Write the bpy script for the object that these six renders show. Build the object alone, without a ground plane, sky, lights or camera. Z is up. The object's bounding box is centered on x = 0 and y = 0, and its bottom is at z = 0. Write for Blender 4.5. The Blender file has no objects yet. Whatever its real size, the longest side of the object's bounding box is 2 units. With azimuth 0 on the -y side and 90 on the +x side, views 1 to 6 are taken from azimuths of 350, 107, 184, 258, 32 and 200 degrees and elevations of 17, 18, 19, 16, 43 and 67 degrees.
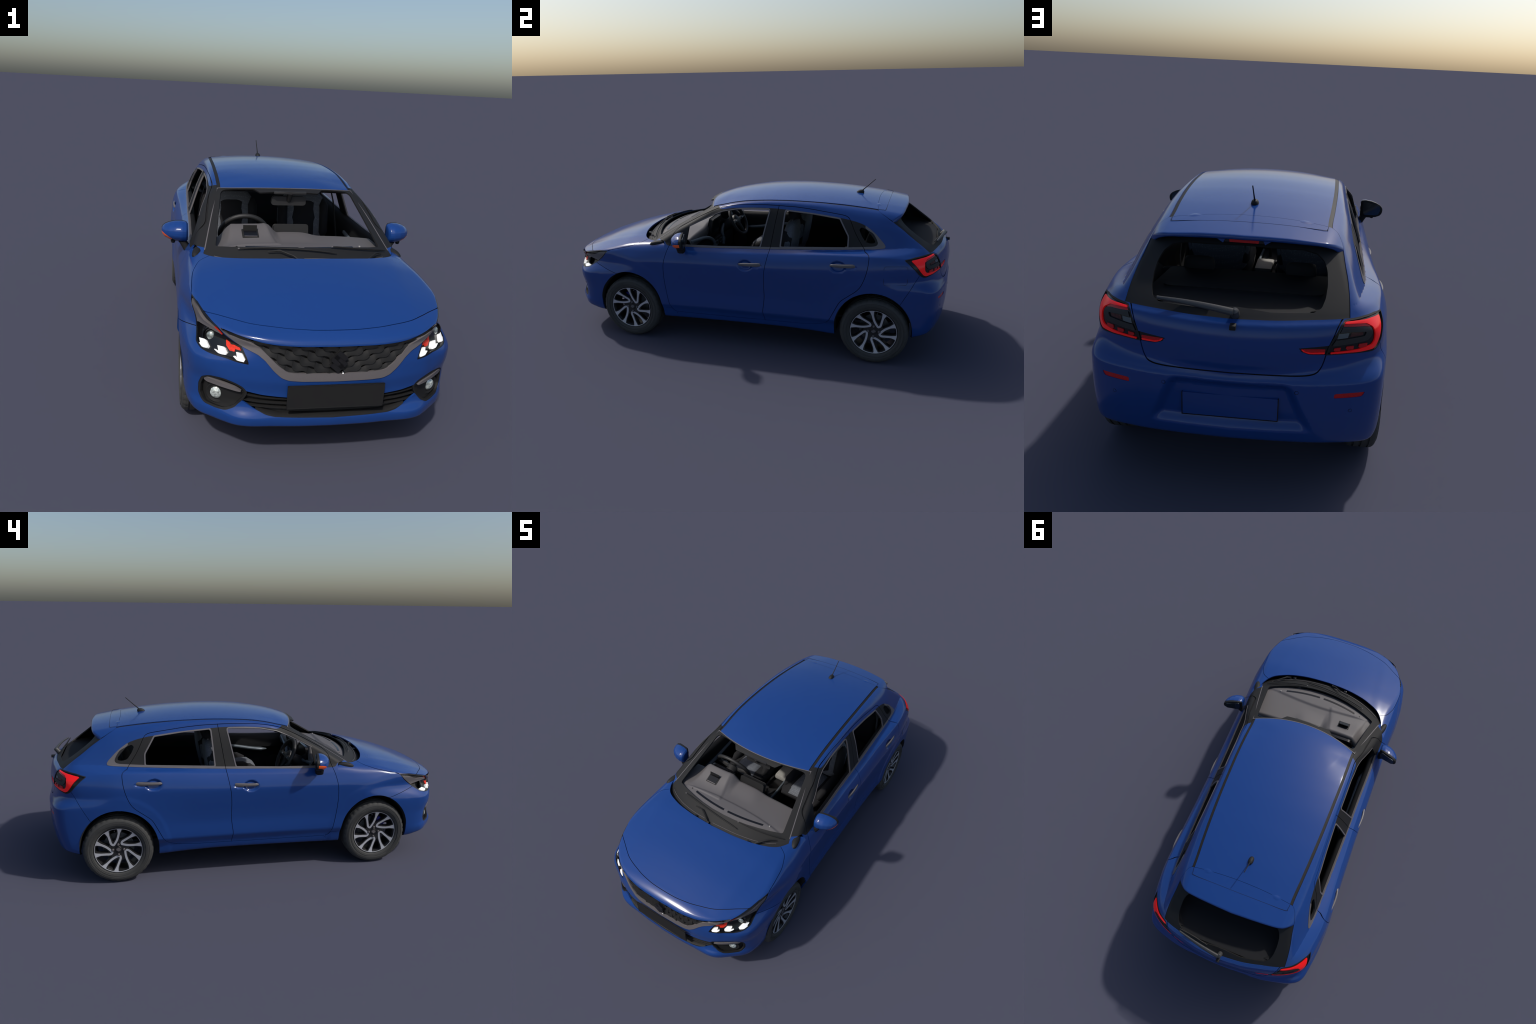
import math
import numpy as np

# =====================================================================
#  SHAPE OF THE BODY  (metres, car faces -y, length 2.00)
# =====================================================================

def hermite(knots_x, knots_y, x):
    """smooth monotone-ish cubic through control points, linear outside"""
    kx = np.asarray(knots_x, float); ky = np.asarray(knots_y, float)
    h = np.diff(kx); d = np.diff(ky) / h
    m = np.empty_like(ky)
    m[0], m[-1] = d[0], d[-1]
    for i in range(1, len(kx) - 1):
        if d[i - 1] * d[i] <= 0:
            m[i] = 0.0
        else:
            w1 = 2 * h[i] + h[i - 1]; w2 = h[i] + 2 * h[i - 1]
            m[i] = (w1 + w2) / (w1 / d[i - 1] + w2 / d[i])
    x = np.asarray(x, float)
    i = np.clip(np.searchsorted(kx, x) - 1, 0, len(kx) - 2)
    t = np.clip((x - kx[i]) / h[i], 0, 1)
    t2 = t * t; t3 = t2 * t
    r = ((2 * t3 - 3 * t2 + 1) * ky[i] + (t3 - 2 * t2 + t) * h[i] * m[i]
         + (3 * t2 - 2 * t3) * ky[i + 1] + (t3 - t2) * h[i] * m[i + 1])
    r = r + np.where(x < kx[0], (x - kx[0]) * m[0], 0) + np.where(x > kx[-1], (x - kx[-1]) * m[-1], 0)
    return r


def line(*pts):
    """control points (x, y) -> function"""
    xs = [p[0] for p in pts]; ys = [p[1] for p in pts]
    return lambda v: hermite(xs, ys, v)


def smoothstep(a, b, v):
    t = np.clip((v - a) / (b - a), 0, 1)
    return t * t * (3 - 2 * t)


def smax(a, b, r):
    return np.maximum(a, b) + np.maximum(r - np.abs(a - b), 0) ** 2 / (4 * r)


# ---- side surface: feature lines running along the car (half width, height as functions of y)
SIDE_LINES = [
    # bottom edge
    (line((-1, .365), (-.78, .398), (-.42, .400), (0, .396), (.48, .394), (.86, .388), (1, .37)),
     line((-1, .138), (-.85, .129), (-.76, .120), (-.4, .1195), (-.2, .1225), (.2, .1255), (.33, .122), (.5, .115), (.8, .127), (.9, .150), (1, .176))),
    # door bottom / sill
    (line((-1, .400), (-.78, .424), (-.42, .419), (0, .412), (.48, .414), (.86, .413), (1, .395)),
     line((-1, .175), (1, .180))),
    # lower door ridge
    (line((-1, .408), (-.78, .430), (-.6, .438), (-.4, .430), (-.2, .426), (0, .425), (.3, .426), (.48, .431), (.67, .4385), (.75, .436), (.8, .431), (.86, .423), (1, .405)),
     line((-1, .208), (1, .210))),
    # waist of the doors, full width over the wheels
    (line((-1, .416), (-.8, .436), (-.6, .4395), (-.4, .4265), (-.2, .4205), (0, .4190), (.3, .421), (.48, .429), (.67, .4395), (.75, .437), (.8, .4325), (.86, .425), (1, .405)),
     line((-1, .285), (1, .285))),
    # swell under the handles
    (line((-1, .40), (-.8, .426), (-.6, .4315), (-.4, .4265), (-.2, .4255), (0, .4255), (.3, .428), (.5, .431), (.67, .4345), (.75, .431), (.8, .427), (.86, .418), (1, .395)),
     line((-1, .405), (-.3, .418), (1, .432))),
    # shoulder crease, head lamp to tail lamp
    (line((-1, .370), (-.8, .399), (-.711, .4030), (-.5, .408), (-.38, .406), (-.2, .403), (.16, .399), (.4, .401), (.64, .409), (.795, .393), (.9, .365), (1, .33)),
     line((-1, .445), (-.711, .4615), (-.4, .475), (0, .491), (.16, .498), (.64, .5235), (.8, .521), (1, .50))),
    # belt line
    (line((-1, .35), (-.711, .376), (-.533, .368), (-.4, .379), (-.244, .381), (0, .3745), (.16, .372), (.4, .366), (.63, .358), (.7, .352), (.8, .337), (.9, .318), (1, .30)),
     line((-1, .475), (-.711, .503), (-.533, .517), (-.4, .520), (-.244, .507), (0, .513), (.16, .519), (.4, .531), (.63, .546), (.7, .552), (.8, .556), (1, .556))),
    # top of the door frames
    (line((-1, .30), (-.3, .312), (-.16, .3045), (-.06, .2985), (0, .2955), (.2, .296), (.4, .301), (.5, .3045), (.65, .302), (.75, .292), (.9, .268), (1, .25)),
     line((-1, .63), (-.3, .67), (-.16, .675), (-.06, .698), (0, .708), (.1, .713), (.2, .7115), (.4, .697), (.5, .684), (.65, .660), (.75, .64), (.9, .61), (1, .60))),
    # outer edge of the roof
    (line((-1, .27), (-.16, .2755), (.08, .274), (.2, .271), (.34, .267), (.46, .260), (.59, .252), (.65, .248), (.8, .232), (1, .20)),
     line((-1, .68), (-.3, .69), (-.16, .6965), (-.12, .7015), (-.055, .717), (.012, .730), (.08, .738), (.145, .742), (.24, .743), (.34, .741), (.465, .731), (.59, .716), (.653, .708), (.8, .683), (1, .65))),
]


def handle_dent(y, z):
    """hollow behind each door handle"""
    d = 0
    for cy, cz in ((.045, .442), (.498, .471)):
        e = np.sqrt(((y - cy) / .042) ** 2 + ((z - cz) / .029) ** 2)
        d = d + .011 * smoothstep(1.0, .55, e)
        e2 = np.sqrt(((y - cy - .045) / .045) ** 2 + ((z - cz - .004) / .013) ** 2)
        d = d + .004 * smoothstep(1.0, .7, e2) * smoothstep(.55, 1.0, e)
    return d


def arch_flare(y, z):
    """soft lip round the wheel openings"""
    d = 0
    for cy in (-.588, .665):
        r = np.sqrt(((y - cy) / .182) ** 2 + ((z - .165) / .197) ** 2)
        d = d + .004 * smoothstep(1.36, 1.22, r)
    return d


def half_width(y, z):
    y, z = np.broadcast_arrays(np.asarray(y, float), np.asarray(z, float))
    X = [a(y) for a, b in SIDE_LINES]; Z = [b(y) for a, b in SIDE_LINES]
    X.append(X[-1] - .055); Z.append(Z[-1] + .012)
    X.insert(0, X[0] - .03); Z.insert(0, Z[0] - .02)
    n = len(X)
    d = [(X[i + 1] - X[i]) / (Z[i + 1] - Z[i]) for i in range(n - 1)]
    m = [d[0]]
    for i in range(1, n - 1):
        h0 = Z[i] - Z[i - 1]; h1 = Z[i + 1] - Z[i]
        w1 = 2 * h1 + h0; w2 = h1 + 2 * h0
        same = d[i - 1] * d[i] > 1e-9
        a0 = np.where(same, d[i - 1], 1.0); a1 = np.where(same, d[i], 1.0)
        m.append(np.where(same, (w1 + w2) / (w1 / a0 + w2 / a1), 0.0))
    m.append(d[-1])
    # the belt is a firm crease, the shoulder a tight one
    out = np.zeros_like(y)
    for i in range(n - 1):
        h = Z[i + 1] - Z[i]
        t = np.clip((z - Z[i]) / h, 0, 1)
        m0, m1 = m[i], m[i + 1]
        if i == 7: m0 = d[7]          # belt line, upper side
        if i == 6: m1 = d[6]          # belt line, lower side
        t2 = t * t; t3 = t2 * t
        v = ((2 * t3 - 3 * t2 + 1) * X[i] + (t3 - 2 * t2 + t) * h * m0
             + (3 * t2 - 2 * t3) * X[i + 1] + (t3 - t2) * h * m1)
        out = np.where((z >= Z[i]) & (z <= Z[i + 1]), v, out)
    out = np.where(z < Z[0], X[0] + (z - Z[0]) * d[0], out)
    out = np.where(z > Z[-1], X[-1] + (z - Z[-1]) * d[-1], out)
    return out - handle_dent(y, z) + arch_flare(y, z) * .5


# ---- bonnet
BONNET = line((-1.02, .36), (-1.003, .392), (-.992, .409), (-.977, .421), (-.955, .4325), (-.93, .4415), (-.88, .459), (-.8, .485), (-.7, .5112), (-.6, .5330), (-.5, .544), (-.42, .549), (-.3, .551))


def bonnet(x, y):
    ax = np.abs(x)
    crease = .0020 * smoothstep(.05, 0, np.abs(ax - (.262 + .12 * (y + .9))))
    return BONNET(y) - .033 * (ax / .36) ** 2.4 + crease * smoothstep(-.97, -.88, y) * .6


# ---- windscreen and roof
ROOF = line((-.70, .463), (-.58, .522), (-.524, .551), (-.4, .616), (-.3, .6655), (-.216, .705), (-.135, .727), (-.04, .741), (.05, .749), (.15, .7535), (.22, .7545), (.36, .7505), (.5156, .739), (.64, .724), (.783, .7015), (1.0, .66))


def roof(x, y):
    ax2 = np.asarray(x, float) ** 2
    p = .75 * smoothstep(.12, -.2, y)
    a = .20 + .05 * smoothstep(-.2, .1, y) - .02 * smoothstep(.4, .65, y)
    return ROOF(y - p * ax2) - a * ax2


# ---- front end
FRONT_MID = line((.09, -.93), (.13, -.974), (.15, -.990), (.17, -.993), (.195, -.987), (.25, -.988), (.295, -.993), (.33, -.992), (.385, -.991), (.405, -.999), (.43, -1.012), (.55, -1.05))
FRONT_PLAN_LOW = line((0, 0), (.1, .003), (.19, .013), (.25, .027), (.285, .039), (.32, .060), (.35, .083), (.373, .102), (.388, .119), (.398, .133), (.412, .166), (.426, .230), (.47, .5))
FRONT_PLAN_HIGH = line((0, 0), (.1, .003), (.185, .018), (.23, .034), (.276, .057), (.311, .085), (.345, .122), (.372, .173), (.397, .255), (.42, .37), (.47, .6))


def front(x, z):
    ax = np.abs(x)
    w = smoothstep(.325, .415, z)
    chin = .012 * np.exp(-((ax - .262) / .062) ** 2) * smoothstep(.212, .168, z)
    chin = chin + .011 * smoothstep(.25, .32, z) * smoothstep(.30, .37, ax) * (1 - w)
    return FRONT_MID(z) - chin + (1 - w) * FRONT_PLAN_LOW(ax) + w * FRONT_PLAN_HIGH(ax)


# ---- rear end
REAR_MID = line((.08, .89), (.13, .948), (.165, .975), (.22, .991), (.28, .999), (.33, 1.001), (.365, 1.000), (.380, .993), (.395, .990), (.42, .995), (.45, .996), (.48, .993), (.51, .985), (.521, .978), (.529, .966), (.545, .946), (.60, .873), (.66, .791), (.70, .734), (.76, .64))
REAR_PLAN_LOW = line((0, 0), (.1, .004), (.19, .011), (.24, .018), (.28, .027), (.33, .040), (.365, .054), (.389, .071), (.408, .102), (.419, .148), (.429, .21), (.445, .35), (.48, .6))
REAR_PLAN_MID = line((0, 0), (.1, .008), (.2, .028), (.28, .051), (.32, .068), (.35, .086), (.375, .106), (.392, .129), (.406, .163), (.423, .25), (.47, .5))
REAR_PLAN_HIGH = line((0, 0), (.1, .008), (.2, .029), (.28, .050), (.32, .070), (.355, .103), (.385, .160), (.41, .24), (.43, .34), (.47, .55))


def rear(x, z):
    ax = np.abs(x)
    w = smoothstep(.372, .425, z); w2 = smoothstep(.495, .537, z)
    # recess round the number plate
    half = .158 + .42 * (.335 - z)
    hollow = .020 * smoothstep(half + .022, half - .012, ax) * smoothstep(.212, .250, z) * smoothstep(.372, .340, z)
    plan = (1 - w) * REAR_PLAN_LOW(ax) + w * ((1 - w2) * REAR_PLAN_MID(ax) + w2 * REAR_PLAN_HIGH(ax))
    return REAR_MID(z) - plan - hollow


FLOOR = line((-1, .136), (-.85, .130), (-.76, .120), (-.4, .1195), (-.2, .1225), (.2, .1255), (.33, .122), (.5, .115), (.8, .127), (.9, .154), (1, .182))


def floor_height(y):
    return FLOOR(y)


EPS = 1e-3


def side_term(ax, y, z):
    X = half_width(y, z)
    gy = (half_width(y + EPS, z) - X) / EPS; gz = (half_width(y, z + EPS) - X) / EPS
    return (ax - X) / np.sqrt(1 + gy ** 2 + gz ** 2)


def sheet_term(fun, u, v, w, sign):
    F = fun(u, v)
    gu = (fun(u + EPS, v) - F) / EPS; gv = (fun(u, v + EPS) - F) / EPS
    return sign * (w - F) / np.sqrt(1 + gu ** 2 + gv ** 2)


def nose_solid(x, y, z):
    """bonnet, wings, front bumper: negative inside"""
    ax = np.abs(x)
    f = smax(side_term(ax, y, z), sheet_term(bonnet, ax, y, z, 1), .016)
    f = smax(f, sheet_term(front, ax, z, y, -1), .018)
    return smax(f, floor_height(y) - z, .015)


def cabin_solid(x, y, z):
    """doors, roof, glass, tail: negative inside"""
    ax = np.abs(x)
    f = smax(side_term(ax, y, z), sheet_term(roof, ax, y, z, 1), .012)
    f = smax(f, sheet_term(rear, ax, z, y, 1), .014)
    return smax(f, floor_height(y) - z, .015)


def gradient(solid, P):
    e = 8e-4
    x, y, z = P.T
    g = np.stack([solid(x + e, y, z) - solid(x - e, y, z),
                  solid(x, y + e, z) - solid(x, y - e, z),
                  solid(x, y, z + e) - solid(x, y, z - e)], 1) / (2 * e)
    return g


def unit(v):
    return v / np.maximum(np.linalg.norm(v, axis=-1, keepdims=True), 1e-9)

# =====================================================================
#  MESHING AND CUTTING
# =====================================================================

def surface_net(solid, lo, hi, h):
    """skin of an implicit solid as quads, then pulled onto it"""
    xs = np.arange(lo[0], hi[0], h); ys = np.arange(lo[1], hi[1], h); zs = np.arange(lo[2], hi[2], h)
    shape = (len(xs), len(ys), len(zs))
    val = np.empty(shape, np.float32)
    for i, xv in enumerate(xs):
        val[i] = solid(np.full((len(ys), len(zs)), xv), ys[:, None] + np.zeros((1, len(zs))), zs[None, :] + np.zeros((len(ys), 1)))
    ins = val < 0
    cells = np.zeros(tuple(s - 1 for s in shape), bool)
    allin = np.ones_like(cells); anyin = np.zeros_like(cells)
    sl = lambda d, n: slice(d, d + n - 1)
    for a in (0, 1):
        for b in (0, 1):
            for c in (0, 1):
                s = ins[sl(a, shape[0]), sl(b, shape[1]), sl(c, shape[2])]
                allin &= s; anyin |= s
    cells = anyin & ~allin
    idx = -np.ones(cells.shape, np.int64)
    ci = np.argwhere(cells)
    idx[cells] = np.arange(len(ci))
    acc = np.zeros((len(ci), 3)); cnt = np.zeros(len(ci))
    corners = [(a, b, c) for a in (0, 1) for b in (0, 1) for c in (0, 1)]
    for p in corners:
        for ax in range(3):
            if p[ax] == 1: continue
            q = list(p); q[ax] = 1
            v0 = val[ci[:, 0] + p[0], ci[:, 1] + p[1], ci[:, 2] + p[2]].astype(float)
            v1 = val[ci[:, 0] + q[0], ci[:, 1] + q[1], ci[:, 2] + q[2]].astype(float)
            m = (v0 < 0) != (v1 < 0)
            t = np.where(m, v0 / np.where(m, v0 - v1, 1), 0)
            pos = np.array(p, float)[None, :].repeat(len(ci), 0)
            pos[:, ax] += t
            acc[m] += pos[m]; cnt[m] += 1
    P = np.array([lo[0], lo[1], lo[2]]) + (ci + acc / cnt[:, None]) * h
    quads = []
    for ax in range(3):
        o = [i for i in range(3) if i != ax]
        s0 = [slice(None)] * 3; s1 = [slice(None)] * 3
        s0[ax] = slice(0, -1); s1[ax] = slice(1, None)
        a = ins[tuple(s0)]; b = ins[tuple(s1)]
        e = np.argwhere(a != b)
        for k in o:
            e = e[(e[:, k] > 0) & (e[:, k] < shape[k] - 1)]
        flip = a[e[:, 0], e[:, 1], e[:, 2]]
        c = []
        for d in ((0, 0), (1, 0), (1, 1), (0, 1)):
            q = e.copy(); q[:, o[0]] -= d[0]; q[:, o[1]] -= d[1]
            c.append(idx[q[:, 0], q[:, 1], q[:, 2]])
        Q = np.stack(c, 1)
        Q = Q[(Q >= 0).all(1)]; 
        if ax == 1: flip = ~flip
        Q = np.where(flip[:, None], Q[:, ::-1], Q) if len(Q) == len(flip) else Q
        quads.append(Q)
    Q = np.concatenate(quads)
    for _ in range(3):
        x, y, z = P.T
        f = solid(x, y, z); g = gradient(solid, P)
        step = np.clip(f / np.maximum((g ** 2).sum(1), .2), -.6 * h, .6 * h)
        P = P - g * step[:, None]
    d1 = np.linalg.norm(P[Q[:, 0]] - P[Q[:, 2]], axis=1); d2 = np.linalg.norm(P[Q[:, 1]] - P[Q[:, 3]], axis=1)
    s = (d1 <= d2)[:, None]
    T1 = np.where(s, Q[:, [0, 1, 2]], Q[:, [0, 1, 3]]); T2 = np.where(s, Q[:, [0, 2, 3]], Q[:, [1, 2, 3]])
    T = np.concatenate([T1, T2])
    # outward orientation
    n = np.cross(P[T[:, 1]] - P[T[:, 0]], P[T[:, 2]] - P[T[:, 0]])
    g = gradient(solid, P)
    bad = (n * g[T].sum(1)).sum(1) < 0
    T[bad] = T[bad][:, ::-1]
    return P, T


def compact(P, T):
    used = np.zeros(len(P), bool); used[T.ravel()] = True
    new = np.cumsum(used) - 1
    return P[used], new[T]


def cut(mesh, field):
    """split a triangle mesh along field = 0 -> (part with field < 0, part with field > 0)"""
    P, T = mesh
    if len(T) == 0: return (P, T), (P, T)
    f = field(P)
    f = np.where(np.abs(f) < 1e-6, 1e-6, f)
    neg = f < 0
    k = neg[T].sum(1)
    inside = T[k == 3]; outside = T[k == 0]
    mix = T[(k == 1) | (k == 2)]
    if len(mix):
        # rotate so that vertex 0 is the odd one out
        nm = neg[mix]; odd_is_neg = nm.sum(1) == 1
        odd = np.where(odd_is_neg[:, None], nm, ~nm)
        r = odd.argmax(1)
        ar = np.arange(len(mix))
        a = mix[ar, r]; b = mix[ar, (r + 1) % 3]; c = mix[ar, (r + 2) % 3]
        e1 = np.sort(np.stack([a, b], 1), 1); e2 = np.sort(np.stack([a, c], 1), 1)
        E, inv = np.unique(np.concatenate([e1, e2]), axis=0, return_inverse=True)
        inv = inv.ravel()
        t = f[E[:, 0]] / (f[E[:, 0]] - f[E[:, 1]])
        NP = P[E[:, 0]] + (P[E[:, 1]] - P[E[:, 0]]) * t[:, None]
        base = len(P); P = np.concatenate([P, NP])
        ab = base + inv[:len(mix)]; ac = base + inv[len(mix):]
        tip = np.stack([a, ab, ac], 1)
        q1 = np.stack([ab, b, c], 1); q2 = np.stack([ab, c, ac], 1)
        inside = np.concatenate([inside, tip[odd_is_neg], q1[~odd_is_neg], q2[~odd_is_neg]])
        outside = np.concatenate([outside, tip[~odd_is_neg], q1[odd_is_neg], q2[odd_is_neg]])
    return compact(P, inside), compact(P, outside)


def select(mesh, mask_fn):
    """faces whose centre satisfies mask_fn -> (those, the rest)"""
    P, T = mesh
    m = mask_fn(P[T].mean(1))
    return compact(P, T[m]), compact(P, T[~m])


def merge(*meshes):
    Ps, Ts, o = [], [], 0
    for P, T in meshes:
        Ps.append(P); Ts.append(T + o); o += len(P)
    return np.concatenate(Ps), np.concatenate(Ts)


def weld(mesh, tol=1e-5):
    P, T = mesh
    key = np.round(P / tol).astype(np.int64)
    _, first, inv = np.unique(key, axis=0, return_index=True, return_inverse=True)
    T = inv.ravel()[T]
    ok = (T[:, 0] != T[:, 1]) & (T[:, 1] != T[:, 2]) & (T[:, 0] != T[:, 2])
    return P[first], T[ok]


def mirrored(mesh):
    P, T = mesh
    return P * np.array([-1, 1, 1]), T[:, ::-1]


def both(mesh):
    return weld(merge(mesh, mirrored(mesh)))


# ---- 2D outlines ----------------------------------------------------

def fillet(points, closed=True, n=7):
    """polygon whose corners (x, y, radius) are rounded off"""
    pts = [np.array(p[:2], float) for p in points]
    rad = [p[2] if len(p) > 2 else 0.0 for p in points]
    out = []; N = len(pts)
    for i in range(N):
        if not closed and i in (0, N - 1) or rad[i] <= 0:
            out.append(pts[i]); continue
        a, b, c = pts[i - 1], pts[i], pts[(i + 1) % N]
        u = (a - b); lu = np.linalg.norm(u); u = u / lu
        v = (c - b); lv = np.linalg.norm(v); v = v / lv
        ang = math.acos(max(-1, min(1, float(u @ v))))
        d = min(rad[i] / max(math.tan(ang / 2), 1e-6), .48 * lu, .48 * lv)
        p0, p1 = b + u * d, b + v * d
        for t in np.linspace(0, 1, n):
            out.append((1 - t) ** 2 * p0 + 2 * t * (1 - t) * b + t ** 2 * p1)
    return np.array(out)


def flow(points, closed=False, n=6):
    """Catmull-Rom curve through points"""
    P = np.array(points, float); N = len(P); out = []
    rng = range(N) if closed else range(N - 1)
    for i in rng:
        p1, p2 = P[i], P[(i + 1) % N]
        p0 = P[i - 1] if (closed or i > 0) else 2 * p1 - p2
        p3 = P[(i + 2) % N] if (closed or i < N - 2) else 2 * p2 - p1
        for t in np.arange(n) / n:
            out.append(.5 * (2 * p1 + (p2 - p0) * t + (2 * p0 - 5 * p1 + 4 * p2 - p3) * t * t + (3 * p1 - p0 - 3 * p2 + p3) * t ** 3))
    if not closed: out.append(P[-1])
    return np.array(out)


def seg_dist(q, poly, closed):
    A = poly if closed else poly[:-1]
    B = np.roll(poly, -1, 0) if closed else poly[1:]
    best = np.full(len(q), 1e9)
    for a, b in zip(A, B):
        ab = b - a; L = ab @ ab
        if L < 1e-14: continue
        t = np.clip(((q - a) @ ab) / L, 0, 1)
        d = q - (a + t[:, None] * ab)
        best = np.minimum(best, (d * d).sum(1))
    return np.sqrt(best)


def polygon_distance(q, poly):
    """signed distance, negative inside"""
    d = seg_dist(q, poly, True)
    x, y = q.T; ins = np.zeros(len(q), bool)
    A = poly; B = np.roll(poly, -1, 0)
    for (x0, y0), (x1, y1) in zip(A, B):
        if y0 == y1: continue
        c = (y0 > y) != (y1 > y)
        ins ^= c & (x < (x1 - x0) * (y - y0) / (y1 - y0) + x0)
    return np.where(ins, -d, d)


SIDE = lambda P: P[:, [1, 2]]
TOP = lambda P: P[:, [0, 1]]
END = lambda P: P[:, [0, 2]]
R2 = math.sqrt(.5)
FRONT_CORNER = lambda P: np.stack([(-P[:, 1] - P[:, 0]) * R2, P[:, 2]], 1)
REAR_CORNER = lambda P: np.stack([(P[:, 1] - P[:, 0]) * R2, P[:, 2]], 1)


def inside_of(view, poly, grow=0.0):
    return lambda P: polygon_distance(view(P), poly) - grow


def signed_line(q, poly):
    """distance to an open curve, signed by side; also how far beyond an end the nearest point lies"""
    best = np.full(len(q), 1e9); sign = np.ones(len(q)); beyond = np.zeros(len(q))
    n = len(poly) - 1
    for i in range(n):
        a, b = poly[i], poly[i + 1]
        ab = b - a; L = float(ab @ ab)
        if L < 1e-14: continue
        t = ((q - a) @ ab) / L
        tc = np.clip(t, 0, 1)
        d = q - (a + tc[:, None] * ab)
        dd = (d * d).sum(1)
        m = dd < best
        best = np.where(m, dd, best)
        cr = ab[0] * (q[:, 1] - a[1]) - ab[1] * (q[:, 0] - a[0])
        sign = np.where(m, np.where(cr >= 0, 1.0, -1.0), sign)
        over = np.zeros(len(q))
        if i == 0: over = np.maximum(over, -t * math.sqrt(L))
        if i == n - 1: over = np.maximum(over, (t - 1) * math.sqrt(L))
        beyond = np.where(m, over, beyond)
    return np.sqrt(best) * sign, beyond


def band(mesh, view, poly, width, mask):
    """narrow strip along an open curve -> (strip, rest)"""
    poly = np.asarray(poly, float)
    near, rest = select(mesh, lambda c: mask(c) & (seg_dist(view(c), poly, False) < .014) & (signed_line(view(c), poly)[1] < .0035))
    right, left = cut(near, lambda P: signed_line(view(P), poly)[0] - width)
    strip, far = cut(right, lambda P: -signed_line(view(P), poly)[0] - width)
    return strip, merge(rest, left, far)

# =====================================================================
#  BLENDER HELPERS
# =====================================================================
import bpy, bmesh
from mathutils import Vector, Matrix

rng = np.random.default_rng(7)


def material(name, color, rough=.5, metal=0.0, coat=0.0, spec=.5, grain=0.0, grain_scale=200., bump=0.0, emit=0.0, coat_rough=.03, transmission=0.0):
    m = bpy.data.materials.new(name); m.use_nodes = True
    nt = m.node_tree; b = nt.nodes['Principled BSDF']
    b.inputs['Base Color'].default_value = (*color, 1)
    b.inputs['Roughness'].default_value = rough
    b.inputs['Metallic'].default_value = metal
    b.inputs['Coat Weight'].default_value = coat
    b.inputs['Coat Roughness'].default_value = coat_rough
    b.inputs['Specular IOR Level'].default_value = spec
    b.inputs['Transmission Weight'].default_value = transmission
    if emit:
        b.inputs['Emission Color'].default_value = (*color, 1)
        b.inputs['Emission Strength'].default_value = emit
    if grain or bump:
        tc = nt.nodes.new('ShaderNodeTexCoord'); no = nt.nodes.new('ShaderNodeTexNoise')
        no.inputs['Scale'].default_value = grain_scale; no.inputs['Detail'].default_value = 4
        nt.links.new(tc.outputs['Object'], no.inputs['Vector'])
        if grain:
            cr = nt.nodes.new('ShaderNodeValToRGB')
            cr.color_ramp.elements[0].position = .3; cr.color_ramp.elements[1].position = .7
            cr.color_ramp.elements[0].color = (*[c * (1 - grain) for c in color], 1)
            cr.color_ramp.elements[1].color = (*[min(1, c * (1 + grain)) for c in color], 1)
            nt.links.new(no.outputs['Fac'], cr.inputs['Fac'])
            nt.links.new(cr.outputs['Color'], b.inputs['Base Color'])
        if bump:
            bu = nt.nodes.new('ShaderNodeBump'); bu.inputs['Strength'].default_value = bump; bu.inputs['Distance'].default_value = .001
            nt.links.new(no.outputs['Fac'], bu.inputs['Height'])
            nt.links.new(bu.outputs['Normal'], b.inputs['Normal'])
    return m


PAINT = material('blue_paint', (.0105, .048, .208), rough=.16, coat=0.0, spec=.5, grain=.05, grain_scale=900)
BLACK = material('black_trim', (.0125, .0125, .0128), rough=.62, spec=.3, grain=.12, grain_scale=600)
GLOSS_BLACK = material('gloss_black', (.006, .006, .007), rough=.18)
QUARTER_DARK = material('quarter_glass_black', (.002, .002, .0025), rough=.7, spec=.08)
GAP = material('panel_gap_shadow', (.002, .002, .003), rough=.9)
SATIN = material('satin_grey_trim', (.125, .115, .118), rough=.38, grain=.06, grain_scale=500)
RUBBER = material('tyre_rubber', (.045, .045, .043), rough=.75, grain=.15, grain_scale=300, bump=.15)
ALLOY = material('machined_alloy', (.56, .57, .60), rough=.33, metal=.45, grain=.05, grain_scale=700)
WHEEL_BLACK = material('dark_alloy', (.014, .014, .015), rough=.4)
DARK_PLASTIC = material('dark_plastic', (.018, .018, .019), rough=.55, grain=.15, grain_scale=500, bump=.1)
UNDER = material('underbody_black', (.006, .006, .007), rough=.9, grain=.2, grain_scale=80)
RED_LAMP = material('red_lens', (.92, .010, .010), rough=.22, grain=.04, grain_scale=300, emit=.10)
RED_DARK = material('dark_red_lens', (.52, .006, .008), rough=.25, grain=.2, grain_scale=500)
WHITE_LED = material('white_light_guide', (.95, .95, .93), rough=.3, emit=.35)
ORANGE = material('orange_indicator', (.95, .13, .02), rough=.3)
LENS = material('lamp_lens', (.38, .42, .40), rough=.12, metal=.6, grain=.5, grain_scale=120)
DASH = material('dashboard_plastic', (.105, .098, .100), rough=.6, grain=.06, grain_scale=700, bump=.08)
STEEL = material('brake_disc_steel', (.16, .165, .17), rough=.45, metal=.5, grain=.2, grain_scale=90)
BLUE_CALIPER = material('blue_caliper', (.03, .03, .30), rough=.5)
MIRROR_GLASS = material('mirror_glass', (.05, .06, .07), rough=.12, metal=.6, grain=.3, grain_scale=500)

ROOT = bpy.data.objects.new('hatchback_car', None)
bpy.context.scene.collection.objects.link(ROOT)
ROOT['label'] = 'blue five-door hatchback with black roof strips and two-tone alloy wheels'
ROOT['category'] = 'car'


def link(ob, parent):
    bpy.context.scene.collection.objects.link(ob)
    ob.parent = parent or ROOT
    return ob


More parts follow.
